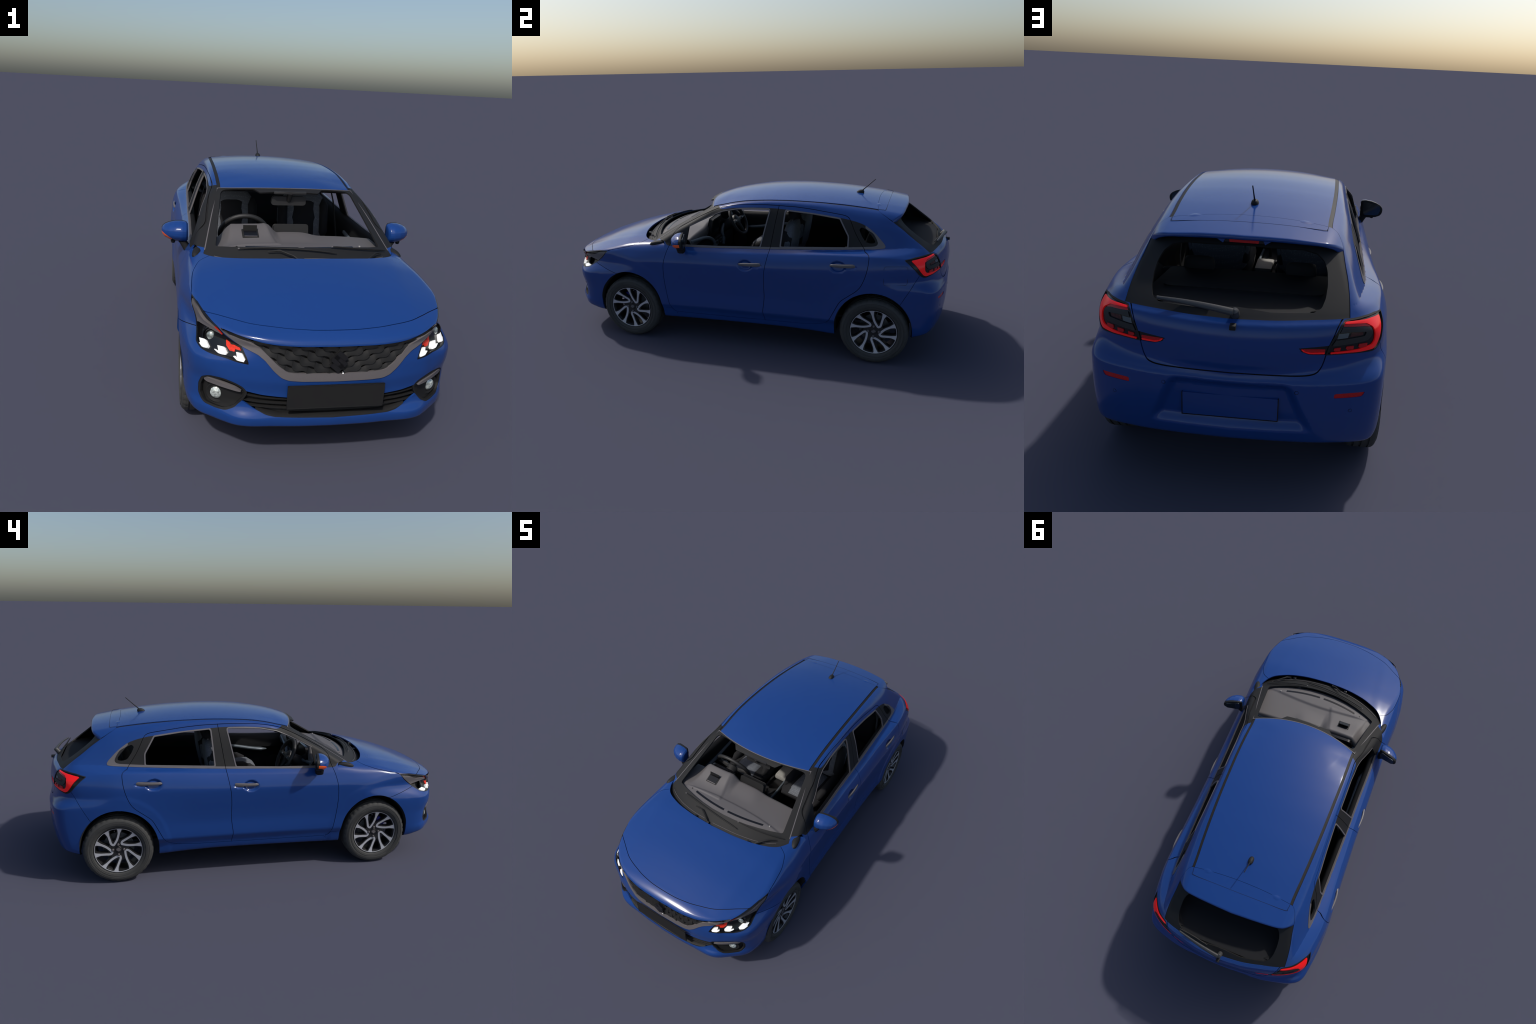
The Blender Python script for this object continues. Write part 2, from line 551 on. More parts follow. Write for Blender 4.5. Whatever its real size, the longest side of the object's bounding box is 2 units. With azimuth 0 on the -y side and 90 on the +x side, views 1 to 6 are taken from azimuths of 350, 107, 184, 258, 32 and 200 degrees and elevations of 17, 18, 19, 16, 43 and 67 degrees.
def raw_object(name, P, F, mat, parent=None, smooth=True, normals=None, angle=None):
    me = bpy.data.meshes.new(name)
    me.from_pydata([tuple(map(float, p)) for p in P], [], [tuple(map(int, f)) for f in F])
    me.materials.append(mat)
    me.validate(clean_customdata=False)
    if smooth and angle is None:
        me.polygons.foreach_set('use_smooth', [True] * len(me.polygons))
    if normals is not None and len(me.vertices) == len(normals):
        me.normals_split_custom_set_from_vertices([tuple(map(float, n)) for n in normals])
    if angle is not None:
        me.polygons.foreach_set('use_smooth', [True] * len(me.polygons))
        me.set_sharp_from_angle(angle=math.radians(angle))
    me.update()
    return link(bpy.data.objects.new(name, me), parent)


def boundary_edges(T):
    E = np.concatenate([T[:, [0, 1]], T[:, [1, 2]], T[:, [2, 0]]])
    S = np.sort(E, 1)
    _, inv, cnt = np.unique(S, axis=0, return_inverse=True, return_counts=True)
    return E[cnt[inv.ravel()] == 1]


def slab(mesh, solid, thick, lift=0.0, lip=0.0):
    """sheet with thickness: outer skin, inner skin, edge walls.  returns P, T, normals"""
    P, T = mesh
    n = unit(gradient(solid, P))
    outer = P + n * lift
    be = boundary_edges(T)
    rim = np.unique(be)
    V = [outer]; N = [n]; F = [T]; o = len(P)
    if thick > 0:
        inner = outer - n * thick
        V.append(inner); N.append(-n); F.append(T[:, ::-1] + o); o += len(P)
        ids = -np.ones(len(P), int); ids[rim] = np.arange(len(rim))
        # wall with own vertices, facing away from the sheet
        a, b = be[:, 0], be[:, 1]
        wn = np.cross(outer[b] - outer[a], n[a])
        acc = np.zeros((len(rim), 3))
        np.add.at(acc, ids[a], wn); np.add.at(acc, ids[b], wn)
        acc = unit(acc)
        V += [outer[rim], inner[rim]]; N += [acc, acc]
        ra, rb = o + ids[a], o + ids[b]; m = len(rim)
        F.append(np.stack([rb, ra, ra + m], 1)); F.append(np.stack([rb, ra + m, rb + m], 1))
    return np.concatenate(V), np.concatenate(F), np.concatenate(N)


def panel(name, mesh, solid, mat, thick=.006, lift=0.0, parent=None):
    """panel of the body skin as a real sheet"""
    if len(mesh[1]) == 0:
        print('EMPTY PANEL', name); return None
    mesh = weld(mesh)
    P, T, N = slab(mesh, solid, thick, lift)
    return raw_object(name, P, T, mat, parent, normals=N)


def add_cut_panel(name, parts, mat, thick=.006, lift=0.0, parent=None):
    """parts: list of (mesh, solid) joined in one object"""
    Ps, Ts, Ns, o = [], [], [], 0
    for mesh, solid in parts:
        if len(mesh[1]) == 0: continue
        P, T, N = slab(weld(mesh), solid, thick, lift)
        Ps.append(P); Ts.append(T + o); Ns.append(N); o += len(P)
    if not Ps:
        print('EMPTY PANEL', name); return None
    return raw_object(name, np.concatenate(Ps), np.concatenate(Ts), mat, parent, normals=np.concatenate(Ns))

# =====================================================================
#  BODY SKIN
# =====================================================================
STEP = .0062
nose = surface_net(nose_solid, (-.013, -1.03, .085), (.47, -.34, .62), STEP)
cabin = surface_net(cabin_solid, (-.013, -.66, .085), (.47, 1.03, .79), STEP)


def keep_half(mesh):
    m = cut(mesh, lambda P: -P[:, 0])[0]
    P, T = m
    P[:, 0] = np.where(np.abs(P[:, 0]) < 2e-6, 0, P[:, 0])
    return P, T


nose, cabin = keep_half(nose), keep_half(cabin)

# bonnet rear edge, windscreen cowl: y as a function of x
BONNET_REAR = line((0, -.598), (.1, -.593), (.2, -.577), (.26, -.557), (.31, -.530), (.346, -.482), (.366, -.420), (.379, -.396), (.39, -.392), (.5, -.392))
cowl_field = lambda P: P[:, 1] - BONNET_REAR(P[:, 0])
nose = cut(nose, cowl_field)[0]
cabin = cut(cabin, cowl_field)[1]

# wheel openings
WHEELS = [(-.594, .161), (.671, .161)]
ARCHES = [(-.586, .165, .179, .199), (.665, .165, .182, .196)]


def arch_field(i, grow=0.0):
    cy, cz, ry, rz = ARCHES[i]
    def f(P):
        dy = (P[:, 1] - cy) / (ry + grow); dz = np.maximum((P[:, 2] - cz) / (rz + grow), (P[:, 2] - cz) / .6)
        r = np.sqrt(dy ** 2 + dz ** 2)
        return np.maximum((r - 1) * ry, .20 - P[:, 0])
    return f


def cut_where(mesh, mask, field):
    """cut only the faces selected by mask; the rest joins the outside"""
    sel, rest = select(mesh, mask)
    a, b = cut(sel, field)
    return a, merge(b, rest)


nose = cut_where(nose, lambda c: c[:, 0] > .15, arch_field(0))[1]
cabin = cut_where(cabin, lambda c: c[:, 0] > .15, arch_field(0))[1]
cabin = cut_where(cabin, lambda c: c[:, 0] > .15, arch_field(1))[1]

# floor
gaps = []        # (mesh, solid)
def split_floor(mesh, solid):
    P, T = mesh
    n = unit(gradient(solid, P[T].mean(1)))
    m = (n[:, 2] < -.75) & (P[T].mean(1)[:, 2] < .2)
    return compact(P, T[m]), compact(P, T[~m])
floor_n, nose = split_floor(nose, nose_solid)
floor_c, cabin = split_floor(cabin, cabin_solid)

GAPW = .0013


def seam(mesh, solid, view, pts, mask, width=GAPW):
    strip, rest = band(mesh, view, pts, width, mask)
    gaps.append((strip, solid))
    return rest

# ---------------- outlines (y, z) on the flank
front_edge = flow([(-.357, .530), (-.366, .505), (-.377, .473), (-.387, .425), (-.3905, .385), (-.3895, .345), (-.385, .30), (-.376, .247), (-.366, .205), (-.358, .183)])
front_door_foot = flow([(-.358, .183), (-.349, .168), (-.333, .1615), (-.30, .160), (0, .1595), (.139, .1615)])
centre_edge = flow([(.187, .717), (.177, .644), (.1592, .5187), (.154, .488), (.142, .418), (.1386, .37), (.1392, .281), (.1325, .218), (.1345, .194), (.139, .1615)])
rear_door_foot = flow([(.139, .1615), (.294, .163), (.36, .166), (.40, .1705), (.427, .178), (.447, .1895), (.4625, .2075)])
rear_edge = flow([(.4625, .2075), (.4897, .262), (.512, .303), (.541, .3285), (.5926, .371), (.615, .408), (.629, .4505), (.636, .49), (.637, .523), (.6285, .533), (.6146, .5385), (.607, .548), (.566, .608), (.535, .667), (.520, .682), (.50, .6885)])
door_top = flow([(.50, .6885), (.46, .694), (.412, .700), (.364, .706), (.315, .711), (.265, .715), (.216, .7165), (.166, .718), (.115, .718), (.065, .717), (.014, .7145), (-.038, .709), (-.089, .700), (-.14, .685), (-.213, .652), (-.288, .612), (-.329, .588), (-.349, .565), (-.357, .530)])
flank = lambda c: (c[:, 0] > .25) & (c[:, 1] < .76)

FRONT_DOOR = np.concatenate([front_edge, front_door_foot[1:], centre_edge[::-1][1:], door_top[np.argmin(abs(door_top[:, 0] - .187)):][1:]])
REAR_DOOR = np.concatenate([rear_door_foot, rear_edge[1:], door_top[:np.argmin(abs(door_top[:, 0] - .187))], centre_edge[1:]])

# ---------------- top chain: roof strip, spoiler side, rear glass side   x(y)
RAIL_OUT = line((-.70, .372), (-.52, .358), (-.449, .342), (-.30, .3075), (-.16, .275), (-.121, .2735), (.012, .2735), (.145, .271), (.276, .2675), (.403, .262), (.529, .2545), (.653, .247), (.671, .263), (.692, .272), (.71, .278), (.733, .282), (.774, .289), (.80, .295), (.833, .300), (.863, .303), (.908, .305), (1.1, .307))
RAIL_IN = lambda y: RAIL_OUT(y) - .0135
ROOF_FRONT = lambda x: -.2165 + .76 * x ** 2
SPOILER_SEAM = lambda x: .640 + .25 * x ** 2

# rear low zone (tailgate, lamps, bumper)
tail, cabin = cut(cabin, lambda P: np.maximum(P[:, 2] - .5315, .70 - P[:, 1]))
inner, flank_m = cut(cabin, lambda P: P[:, 0] - RAIL_OUT(P[:, 1]))
# lower flank faces near the sills are never "inner"
low, inner = select(inner, lambda c: c[:, 2] < .45)
flank_m = merge(flank_m, low)

# ---------------- flank: seams, windows, doors
for s in (front_edge, front_door_foot, centre_edge, rear_door_foot, rear_edge, door_top):
    flank_m = seam(flank_m, cabin_solid, SIDE, s, flank)
    tail = seam(tail, cabin_solid, SIDE, s, flank)

for s in ([(-.358, .1805), (-.425, .1790)], [(.4625, .2060), (.520, .2050)]):
    flank_m = seam(flank_m, cabin_solid, SIDE, s, flank, .0007)

FRONT_GLASS = fillet([(.107, .5275, .004), (.142, .6975, .008), (.06, .6965, .2), (-.02, .692, .2), (-.099, .678, .1), (-.156, .655, .2), (-.211, .629, .3), (-.266, .602, .004), (-.2695, .575, .05), (-.278, .5155, .003), (-.10, .5185, .3)])
REAR_GLASS = fillet([(.212, .5335, .003), (.224, .6955, .006), (.36, .6855, .5), (.484, .6705, .006), (.529, .597, .02), (.5295, .5495, .003), (.40, .543, .5)])
QUARTER_GLASS = fillet([(.589, .640, .008), (.579, .630, .006), (.592, .603, .04), (.612, .577, .02), (.634, .571, .02), (.656, .574, .008), (.655, .585, .02), (.639, .604, .06), (.614, .630, .02)])
DARK_ZONE = np.concatenate([flow([(-.13, .6965), (-.105, .688), (-.06, .6945), (-.02, .6985), (.06, .7035), (.151, .7045), (.217, .7015), (.36, .691), (.49, .6755), (.535, .668), (.573, .659), (.609, .645), (.654, .614), (.697, .572)]),
                            flow([(.7035, .562), (.702, .556), (.692, .5515), (.63, .546), (.4, .531), (.16, .5187), (0, .5125), (-.162, .507), (-.244, .506), (-.358, .506), (-.382, .511), (-.399, .5245), (-.46, .5265), (-.53, .531)]),
                            np.array([(-.75, .50), (-.75, .80), (-.17, .70)])])
QUARTER_TRIM_IN = flow([(.7, .70), (.607, .6455), (.645, .613), (.664, .585), (.668, .570), (.653, .5595), (.60, .5545), (.4, .5405), (.16, .5285), (0, .5225), (-.162, .517), (-.275, .516)])

upper_flank = lambda c: c[:, 2] > .49
dark, flank_m = cut_where(flank_m, upper_flank, inside_of(SIDE, DARK_ZONE))
tdark, tail = cut_where(tail, lambda c: (c[:, 2] > .49) & (c[:, 1] < .76), inside_of(SIDE, DARK_ZONE))
dark = merge(dark, tdark)
for g in (FRONT_GLASS, REAR_GLASS):
    dark = cut(dark, inside_of(SIDE, g))[1]
quarter_pane, dark = cut(dark, inside_of(SIDE, QUARTER_GLASS))
# satin trims: ring round the two door windows, belt strip, rear corner
def ring(mesh, poly, w):
    return cut(mesh, inside_of(SIDE, poly, w))
trim_f, dark = cut(dark, lambda P: polygon_distance(SIDE(P), FRONT_GLASS) - .0058 + .0036 * smoothstep(.04, -.10, P[:, 1]))
trim_f, back = select(trim_f, lambda c: ~((c[:, 1] < -.266) & (c[:, 2] < .605)))
dark = merge(dark, back)
trim_r, dark = ring(dark, REAR_GLASS, .0062)
belt_poly = np.concatenate([QUARTER_TRIM_IN[1:], np.array([(-.279, .516), (-.281, .49), (.72, .49), (.75, .60)])])
belt, dark = cut(dark, lambda P: np.maximum(polygon_distance(SIDE(P), belt_poly), .50 - P[:, 2]))
# the sail panel keeps the front window edge black in front
front_door_m = {}
fd = lambda m: cut(m, inside_of(SIDE, FRONT_DOOR))
rd = lambda m: cut(m, inside_of(SIDE, REAR_DOOR))
door_f, flank_m = cut_where(flank_m, flank, inside_of(SIDE, FRONT_DOOR))
door_r, flank_m = cut_where(flank_m, flank, inside_of(SIDE, REAR_DOOR))
t1, tail = cut_where(tail, flank, inside_of(SIDE, REAR_DOOR)); door_r = merge(door_r, t1)
dark_f, dark = fd(dark); dark_r, dark = rd(dark)
belt_f, belt = fd(belt); belt_r, belt = rd(belt)

# ---------------- wing part that lies on the cabin mesh
wing_c, flank_m = select(flank_m, lambda c: (c[:, 1] < -.345) & (c[:, 2] > .185))

# ---------------- roof group
spoil_top, inner = cut(inner, lambda P: np.maximum(SPOILER_SEAM(P[:, 0]) - P[:, 1], .45 - P[:, 2]))
inner, spoil_top = merge(inner, select(spoil_top, lambda c: c[:, 2] < .3)[0]), select(spoil_top, lambda c: c[:, 2] < .3)[1]
screen, roof_m = cut(inner, lambda P: P[:, 1] - ROOF_FRONT(P[:, 0]))
strip, roof_m = cut(roof_m, lambda P: RAIL_IN(P[:, 1]) - P[:, 0])

# windscreen opening and black border
SCREEN_OPEN = fillet([(0, -.5245), (.07, -.5215, .2), (.134, -.511, .2), (.193, -.495, .2), (.251, -.475, .1), (.303, -.452, .012), (.262, -.180, .022), (.2, -.193, .2), (.137, -.210, .004), (.115, -.238, .01), (0, -.243)])
SCREEN_OPEN = np.concatenate([SCREEN_OPEN, [(-.02, -.243), (-.02, -.5245)]])
screen = cut(screen, inside_of(TOP, SCREEN_OPEN))[1]
# satin line round the glass
SCREEN_LINE = np.concatenate([flow([(.340, -.449), (.306, -.30), (.2745, -.161)]), flow([(x, ROOF_FRONT(x) - .0015) for x in (.27, .2, .15, .1, .05, 0, -.02)])])
screen_line, screen = band(screen, TOP, SCREEN_LINE, .0020, lambda c: c[:, 2] > .45)

# ---------------- rear glass (upper part, between chain and spoiler) is on spoil_top: below the spoiler
rear_glass, spoil_skin = cut(spoil_top, lambda P: sheet_term(roof, P[:, 0], P[:, 1], P[:, 2], 1) + .006)
REAR_OPEN = fillet([(-.02, .5545), (.010, .5545, .05), (.0335, .5525, .02), (.0619, .5498, .05), (.0969, .5466, .05), (.2080, .5452, .012), (.2285, .5535, .012), (.2380, .572, .03), (.2415, .597, .04), (.2385, .6249, .04), (.2282, .6448, .03), (.2080, .6590, .02), (.17, .668, .05), (-.02, .675)])
rear_glass = cut(rear_glass, inside_of(END, REAR_OPEN))[1]

# ---------------- tail: lamps, tailgate, bumper
TAIL_LAMP = fillet([(.2800, .5170, .003), (.33, .5262, .04), (.3800, .5308, .06), (.4270, .5310, .05), (.4405, .5290, .004), (.4604, .5194, .01), (.4780, .4962, .05), (.4945, .4703, .05), (.5020, .4440, .002), (.4800, .4440, .05), (.442, .4430, .05), (.3935, .4380, .04), (.3640, .4350, .03), (.3440, .4400, .03), (.3262, .4540, .05)])
lamp, tail = cut_where(tail, lambda c: (c[:, 1] > .74) & (c[:, 2] > .40), inside_of(REAR_CORNER, TAIL_LAMP))
gate_side = flow([(.296, .545), (.2870, .5334), (.2822, .5290), (.2730, .5160), (.2640, .4930), (.2535, .4680), (.2465, .4445), (.2425, .4260), (.2355, .4080), (.2215, .3945), (.186, .3895), (.1155, .3893), (.0, .3900), (-.02, .3900)])
rear_face = lambda c: (c[:, 1] > .86)
tail = seam(tail, cabin_solid, END, gate_side, rear_face, .0017)
GATE = np.concatenate([gate_side, [(-.02, .56), (.312, .56)]])
gate, tail = cut_where(tail, rear_face, inside_of(END, GATE))
GATE_LAMP = fillet([(.2620, .4715), (.1730, .4670, .002), (.1831, .4565, .01), (.2035, .4478, .02), (.2620, .4445)])
gate_lamp, gate = cut(gate, inside_of(END, GATE_LAMP))
bumper_seam = np.array([(.862, .446), (.787, .314), (.76, .27)])
tail = seam(tail, cabin_solid, SIDE, bumper_seam, lambda c: c[:, 0] > .3, .0010)
flank_m = seam(flank_m, cabin_solid, SIDE, bumper_seam, lambda c: c[:, 0] > .3, .0010)
rear_bumper, quarter_t = cut(tail, lambda P: np.maximum(.862 - (.446 - P[:, 2]) * .568 - P[:, 1], P[:, 2] - .50))
REFLECTOR = fillet([(.275, .3285, .002), (.276, .3425, .003), (.320, .3437, .05), (.360, .3432, .003), (.351, .3295, .008)])
reflector, rear_bumper = cut_where(rear_bumper, lambda c: c[:, 1] > .8, inside_of(END, REFLECTOR))

# sill
sill_line = np.array([(-.42, .1795), (-.355, .178)])
side_frame = merge(flank_m, quarter_t)

# ---------------- nose: bonnet, wing, bumper, lamps
bonnet_front = flow([(-.03, -.9535), (0, -.9545), (.06, -.953), (.1, -.948), (.139, -.941), (.176, -.9305), (.214, -.9185), (.251, -.9035), (.287, -.8810), (.324, -.8550), (.361, -.830), (.368, -.822)])
bonnet_side = flow([(.3990, -.715), (.3985, -.705), (.3955, -.653), (.390, -.60), (.381, -.57), (.364, -.534), (.333, -.513), (.32, -.505)])
top_face = lambda c: c[:, 2] > .405
nose = seam(nose, nose_solid, TOP, bonnet_front, top_face)
nose = seam(nose, nose_solid, TOP, bonnet_side, top_face)
HEAD_LAMP = fillet([(.2210, .4595, .002), (.2763, .4535, .03), (.34, .4386, .05), (.3997, .4229, .05), (.4241, .4055, .02), (.4533, .3920, .03), (.4752, .3857, .003), (.496, .3571, .05), (.5063, .3362, .002), (.4784, .3390, .05), (.4398, .3440, .06), (.39, .3470, .05), (.350, .3500, .03), (.319, .3575, .02), (.300, .3750, .03), (.270, .4030, .06), (.240, .4285, .05)])
head_lamp, nose = cut_where(nose, lambda c: (c[:, 1] < -.64) & (c[:, 2] > .3), inside_of(FRONT_CORNER, HEAD_LAMP))
BONNET_POLY = np.concatenate([bonnet_front, [(.40, -.78)], bonnet_side, [(.30, -.40), (-.03, -.40)]])
bonnet_m, nose = cut_where(nose, top_face, inside_of(TOP, BONNET_POLY))
wing_seam = np.array([(-.82, .394), (-.807, .388), (-.676, .354), (-.62, .34)])
nose = seam(nose, nose_solid, SIDE, wing_seam, lambda c: (c[:, 0] > .33), .0010)
wing_n, nose = cut(nose, lambda P: np.maximum(np.maximum(-.807 + (P[:, 2] - .388) * -3.85 - P[:, 1], .30 - P[:, 0]), np.where(P[:, 2] > .395, -.86 - P[:, 1], -1)))

GRILLE = fillet([(-.03, .3990), (.0983, .4000, .2), (.172, .4019, .2), (.220, .4063, .2), (.2673, .4150, .1), (.3136, .4215, .05), (.3310, .4240, .002), (.3089, .4085, .01), (.2704, .3857, .1), (.2251, .3684, .05), (.2055, .3529, .05), (.1797, .3226, .1), (.1588, .3043, .03), (.1384, .2966, .05), (.10, .2940), (-.03, .2930)])
GRILLE_MESH = fillet([(-.03, .3990), (.0983, .4000, .2), (.172, .4019, .2), (.220, .4063, .2), (.2673, .4150, .1), (.3136, .4215, .05), (.3310, .4240, .002), (.3110, .4120, .004), (.2997, .4127, .004), (.2527, .4018, .1), (.2183, .3869, .05), (.2036, .3734, .05), (.1682, .3394, .1), (.1424, .3213, .03), (.1171, .3184, .05), (.08, .3175), (-.03, .3170)])
front_face = lambda c: c[:, 1] < -.84
grille_zone, nose = cut_where(nose, front_face, inside_of(END, GRILLE))
MESH_CUT = GRILLE_MESH.copy()
high = MESH_CUT[:, 1] > np.interp(np.abs(MESH_CUT[:, 0]), [0, .172, .22, .2673, .3136, .331], [.3985, .4010, .4055, .4140, .4205, .4230])
MESH_CUT[high, 1] += .03
grille_mesh, chrome = cut(grille_zone, inside_of(END, MESH_CUT))
FOG = fillet([(.3842, .2080, .02), (.3836, .2390, .02), (.3753, .2655, .02), (.3570, .2785, .03), (.3238, .2825, .1), (.2874, .2770, .1), (.2610, .2630, .03), (.2490, .2460, .012), (.2603, .2240, .03), (.2839, .1965, .05), (.3100, .1820, .04), (.3378, .1795, .05), (.3724, .1818, .03)])
LOW_GRILLE = fillet([(-.03, .2385), (.136, .2391, .1), (.1614, .2404, .1), (.2118, .2449, .1), (.264, .2540), (.264, .2185), (.2345, .2017, .05), (.1963, .1834, .05), (.1700, .1778, .05), (.121, .1765), (-.03, .1735)])
fog_zone, nose = cut_where(nose, front_face, inside_of(END, FOG))
low_zone, nose = cut_where(nose, front_face, inside_of(END, LOW_GRILLE))
front_bumper = nose

# ---------------------------------------------------------------- objects
def pair(name, parts, mat, **k):
    a = add_cut_panel(name, parts, mat, **k)
    add_cut_panel(name, [(mirrored(m), s) for m, s in parts], mat, **k)
    return a

def single(name, parts, mat, **k):
    return add_cut_panel(name, [(both(m), s) for m, s in parts], mat, **k)

N_, C_ = nose_solid, cabin_solid
single('bonnet', [(bonnet_m, N_)], PAINT)
single('front_bumper', [(front_bumper, N_)], PAINT)
pair('wing', [(wing_n, N_), (wing_c, C_)], PAINT)
DOORS_F = pair('front_door', [(door_f, C_)], PAINT)
DOORS_R = pair('rear_door', [(door_r, C_)], PAINT)
pair('side_frame', [(side_frame, C_)], PAINT)
single('roof_panel', [(roof_m, C_)], PAINT)
pair('roof_strip', [(strip, C_)], BLACK, lift=-.003, thick=.003)
single('windscreen_border', [(screen, C_)], BLACK)
single('windscreen_trim', [(screen_line, C_)], SATIN, lift=.0008, thick=.003)
pair('window_pillar', [(merge(dark, dark_f, dark_r), C_)], BLACK, thick=.008)
pair('window_trim', [(merge(trim_f, trim_r), C_)], SATIN, lift=.0015, thick=.006)
pair('belt_trim', [(merge(belt, belt_f, belt_r), C_)], SATIN, lift=.0015, thick=.006)
single('tailgate', [(gate, C_)], PAINT)
single('rear_window_border', [(rear_glass, C_)], BLACK, lift=-.002)
single('rear_bumper', [(rear_bumper, C_)], PAINT)
pair('tail_lamp_housing', [(lamp, C_)], GLOSS_BLACK, lift=-.004)
pair('gate_lamp_housing', [(gate_lamp, C_)], GLOSS_BLACK, lift=-.003)
pair('rear_reflector', [(reflector, C_)], RED_DARK, lift=-.002)
pair('head_lamp_housing', [(head_lamp, N_)], GLOSS_BLACK, lift=-.012)
single('radiator_grille', [(grille_mesh, N_)], BLACK, lift=-.012)
single('grille_surround', [(chrome, N_)], SATIN, lift=.003, thick=.010)
pair('fog_lamp_bezel', [(fog_zone, N_)], BLACK, lift=-.014)
single('lower_grille', [(low_zone, N_)], BLACK, lift=-.02)
single('floor_pan', [(floor_n, N_), (floor_c, C_)], UNDER, thick=.004)
single('spoiler_underlay', [(spoil_skin, C_)], GAP, lift=-.006, thick=.002)  # dark sheet added below the spoiler so its side seams look dark
gp = [(weld(merge(m, mirrored(m))), s) for m, s in gaps if len(m[1])]
ob = add_cut_panel('panel_gap_filler', gp, GAP, thick=0, lift=-.0045)  # near-black filler strips sunk behind the seams so the gaps look dark
ob['kind'] = 'stuff'

# =====================================================================
#  GENERIC SOLIDS
# =====================================================================

def lathe(profile, n=96, axis='x', twist=None):
    """closed or open (r, a) profile turned round an axis; a runs along the axis"""
    V, F = [], []
    m = len(profile)
    for i in range(n):
        t = 2 * math.pi * i / n
        for r, a in profile:
            p = (a, r * math.cos(t), r * math.sin(t))
            V.append(p if axis == 'x' else (p[1], a, p[2]) if axis == 'y' else (p[1], p[2], a))
    for i in range(n):
        j = (i + 1) % n
        for k in range(m - 1):
            F.append((i * m + k, j * m + k, j * m + k + 1, i * m + k + 1))
    return V, F


def new_mesh(name, V, F, mat, smooth_angle=35, bevel=0.0, recalc=True):
    me = bpy.data.meshes.new(name)
    bm = bmesh.new()
    vs = [bm.verts.new(tuple(map(float, v))) for v in V]
    for f in F:
        try: bm.faces.new([vs[i] for i in f])
        except ValueError: pass
    bmesh.ops.remove_doubles(bm, verts=bm.verts, dist=1e-6)
    if bevel:
        es = [e for e in bm.edges if len(e.link_faces) == 2 and e.calc_face_angle(0) > .6]
        bmesh.ops.bevel(bm, geom=es, offset=bevel, segments=2, profile=.6, affect='EDGES', clamp_overlap=True)
    if recalc: bmesh.ops.recalc_face_normals(bm, faces=bm.faces)
    bm.to_mesh(me); bm.free()
    me.materials.append(mat)
    me.polygons.foreach_set('use_smooth', [True] * len(me.polygons))
    me.set_sharp_from_angle(angle=math.radians(smooth_angle))
    return me


def place(name, me, parent=None, matrix=None):
    ob = bpy.data.objects.new(name, me)
    link(ob, parent)
    if matrix is not None: ob.matrix_world = matrix
    return ob


def solid(name, V, F, mat, parent=None, **k):
    return place(name, new_mesh(name, V, F, mat, **k), parent)


def box(c, s):
    x, y, z = s[0] / 2, s[1] / 2, s[2] / 2
    V = [(c[0] + a * x, c[1] + b * y, c[2] + d * z) for a in (-1, 1) for b in (-1, 1) for d in (-1, 1)]
    F = [(0, 1, 3, 2), (4, 6, 7, 5), (0, 4, 5, 1), (2, 3, 7, 6), (0, 2, 6, 4), (1, 5, 7, 3)]
    return V, F


def prism(outline, lo, hi, plane='xz'):
    """outline (a, b) extruded along the third axis"""
    n = len(outline)
    def p(a, b, c): return {'xz': (a, c, b), 'yz': (c, a, b), 'xy': (a, b, c)}[plane]
    V = [p(a, b, lo) for a, b in outline] + [p(a, b, hi) for a, b in outline]
    F = [tuple(range(n)), tuple(range(2 * n - 1, n - 1, -1))] + [(i, (i + 1) % n, n + (i + 1) % n, n + i) for i in range(n)]
    return V, F


def tube(path, radius, n=10, cap=True):
    """round bar along points, radius a number or list"""
    path = [Vector(p) for p in path]
    R = radius if hasattr(radius, '__len__') else [radius] * len(path)
    V, F = [], []
    up = Vector((0, 0, 1))
    for i, p in enumerate(path):
        d = (path[min(i + 1, len(path) - 1)] - path[max(i - 1, 0)]).normalized()
        if abs(d.dot(up)) > .95: up = Vector((1, 0, 0))
        s = d.cross(up).normalized(); u = s.cross(d).normalized()
        for k in range(n):
            t = 2 * math.pi * k / n
            V.append(p + (s * math.cos(t) + u * math.sin(t)) * R[i])
    for i in range(len(path) - 1):
        for k in range(n):
            F.append((i * n + k, i * n + (k + 1) % n, (i + 1) * n + (k + 1) % n, (i + 1) * n + k))
    if cap:
        F.append(tuple(range(n))[::-1]); F.append(tuple(range((len(path) - 1) * n, len(path) * n)))
    return V, F


def loft(rings, cap=True):
    n = len(rings[0]); V = [p for r in rings for p in r]; F = []
    for i in range(len(rings) - 1):
        for k in range(n):
            F.append((i * n + k, i * n + (k + 1) % n, (i + 1) * n + (k + 1) % n, (i + 1) * n + k))
    if cap:
        F.append(tuple(range(n))[::-1]); F.append(tuple(range((len(rings) - 1) * n, len(rings) * n)))
    return V, F


def superellipse(n, e, ra, rb):
    out = []
    for k in range(n):
        t = 2 * math.pi * k / n
        c, s = math.cos(t), math.sin(t)
        out.append((ra * math.copysign(abs(c) ** (2 / e), c), rb * math.copysign(abs(s) ** (2 / e), s)))
    return out


def join(*vf):
    V, F = [], []
    for v, f in vf:
        o = len(V); V += list(v); F += [tuple(i + o for i in q) for q in f]
    return V, F


# =====================================================================
#  WHEELS
# =====================================================================
RIM = .1095
# one looped spoke of the five: (radius / rim, angle in degrees) along its band
SPOKE = [(1.02, 116.5), (.95, 117.6), (.80, 119.5), (.66, 123), (.54, 127.5), (.43, 134.5), (.345, 137), (.288, 131), (.315, 115), (.385, 101.5), (.47, 94), (.575, 89.5), (.73, 86.5), (.883, 85.2), (1.02, 84.6)]
spoke_curve = flow([(r * RIM * math.cos(math.radians(a)), r * RIM * math.sin(math.radians(a))) for r, a in SPOKE], n=4)


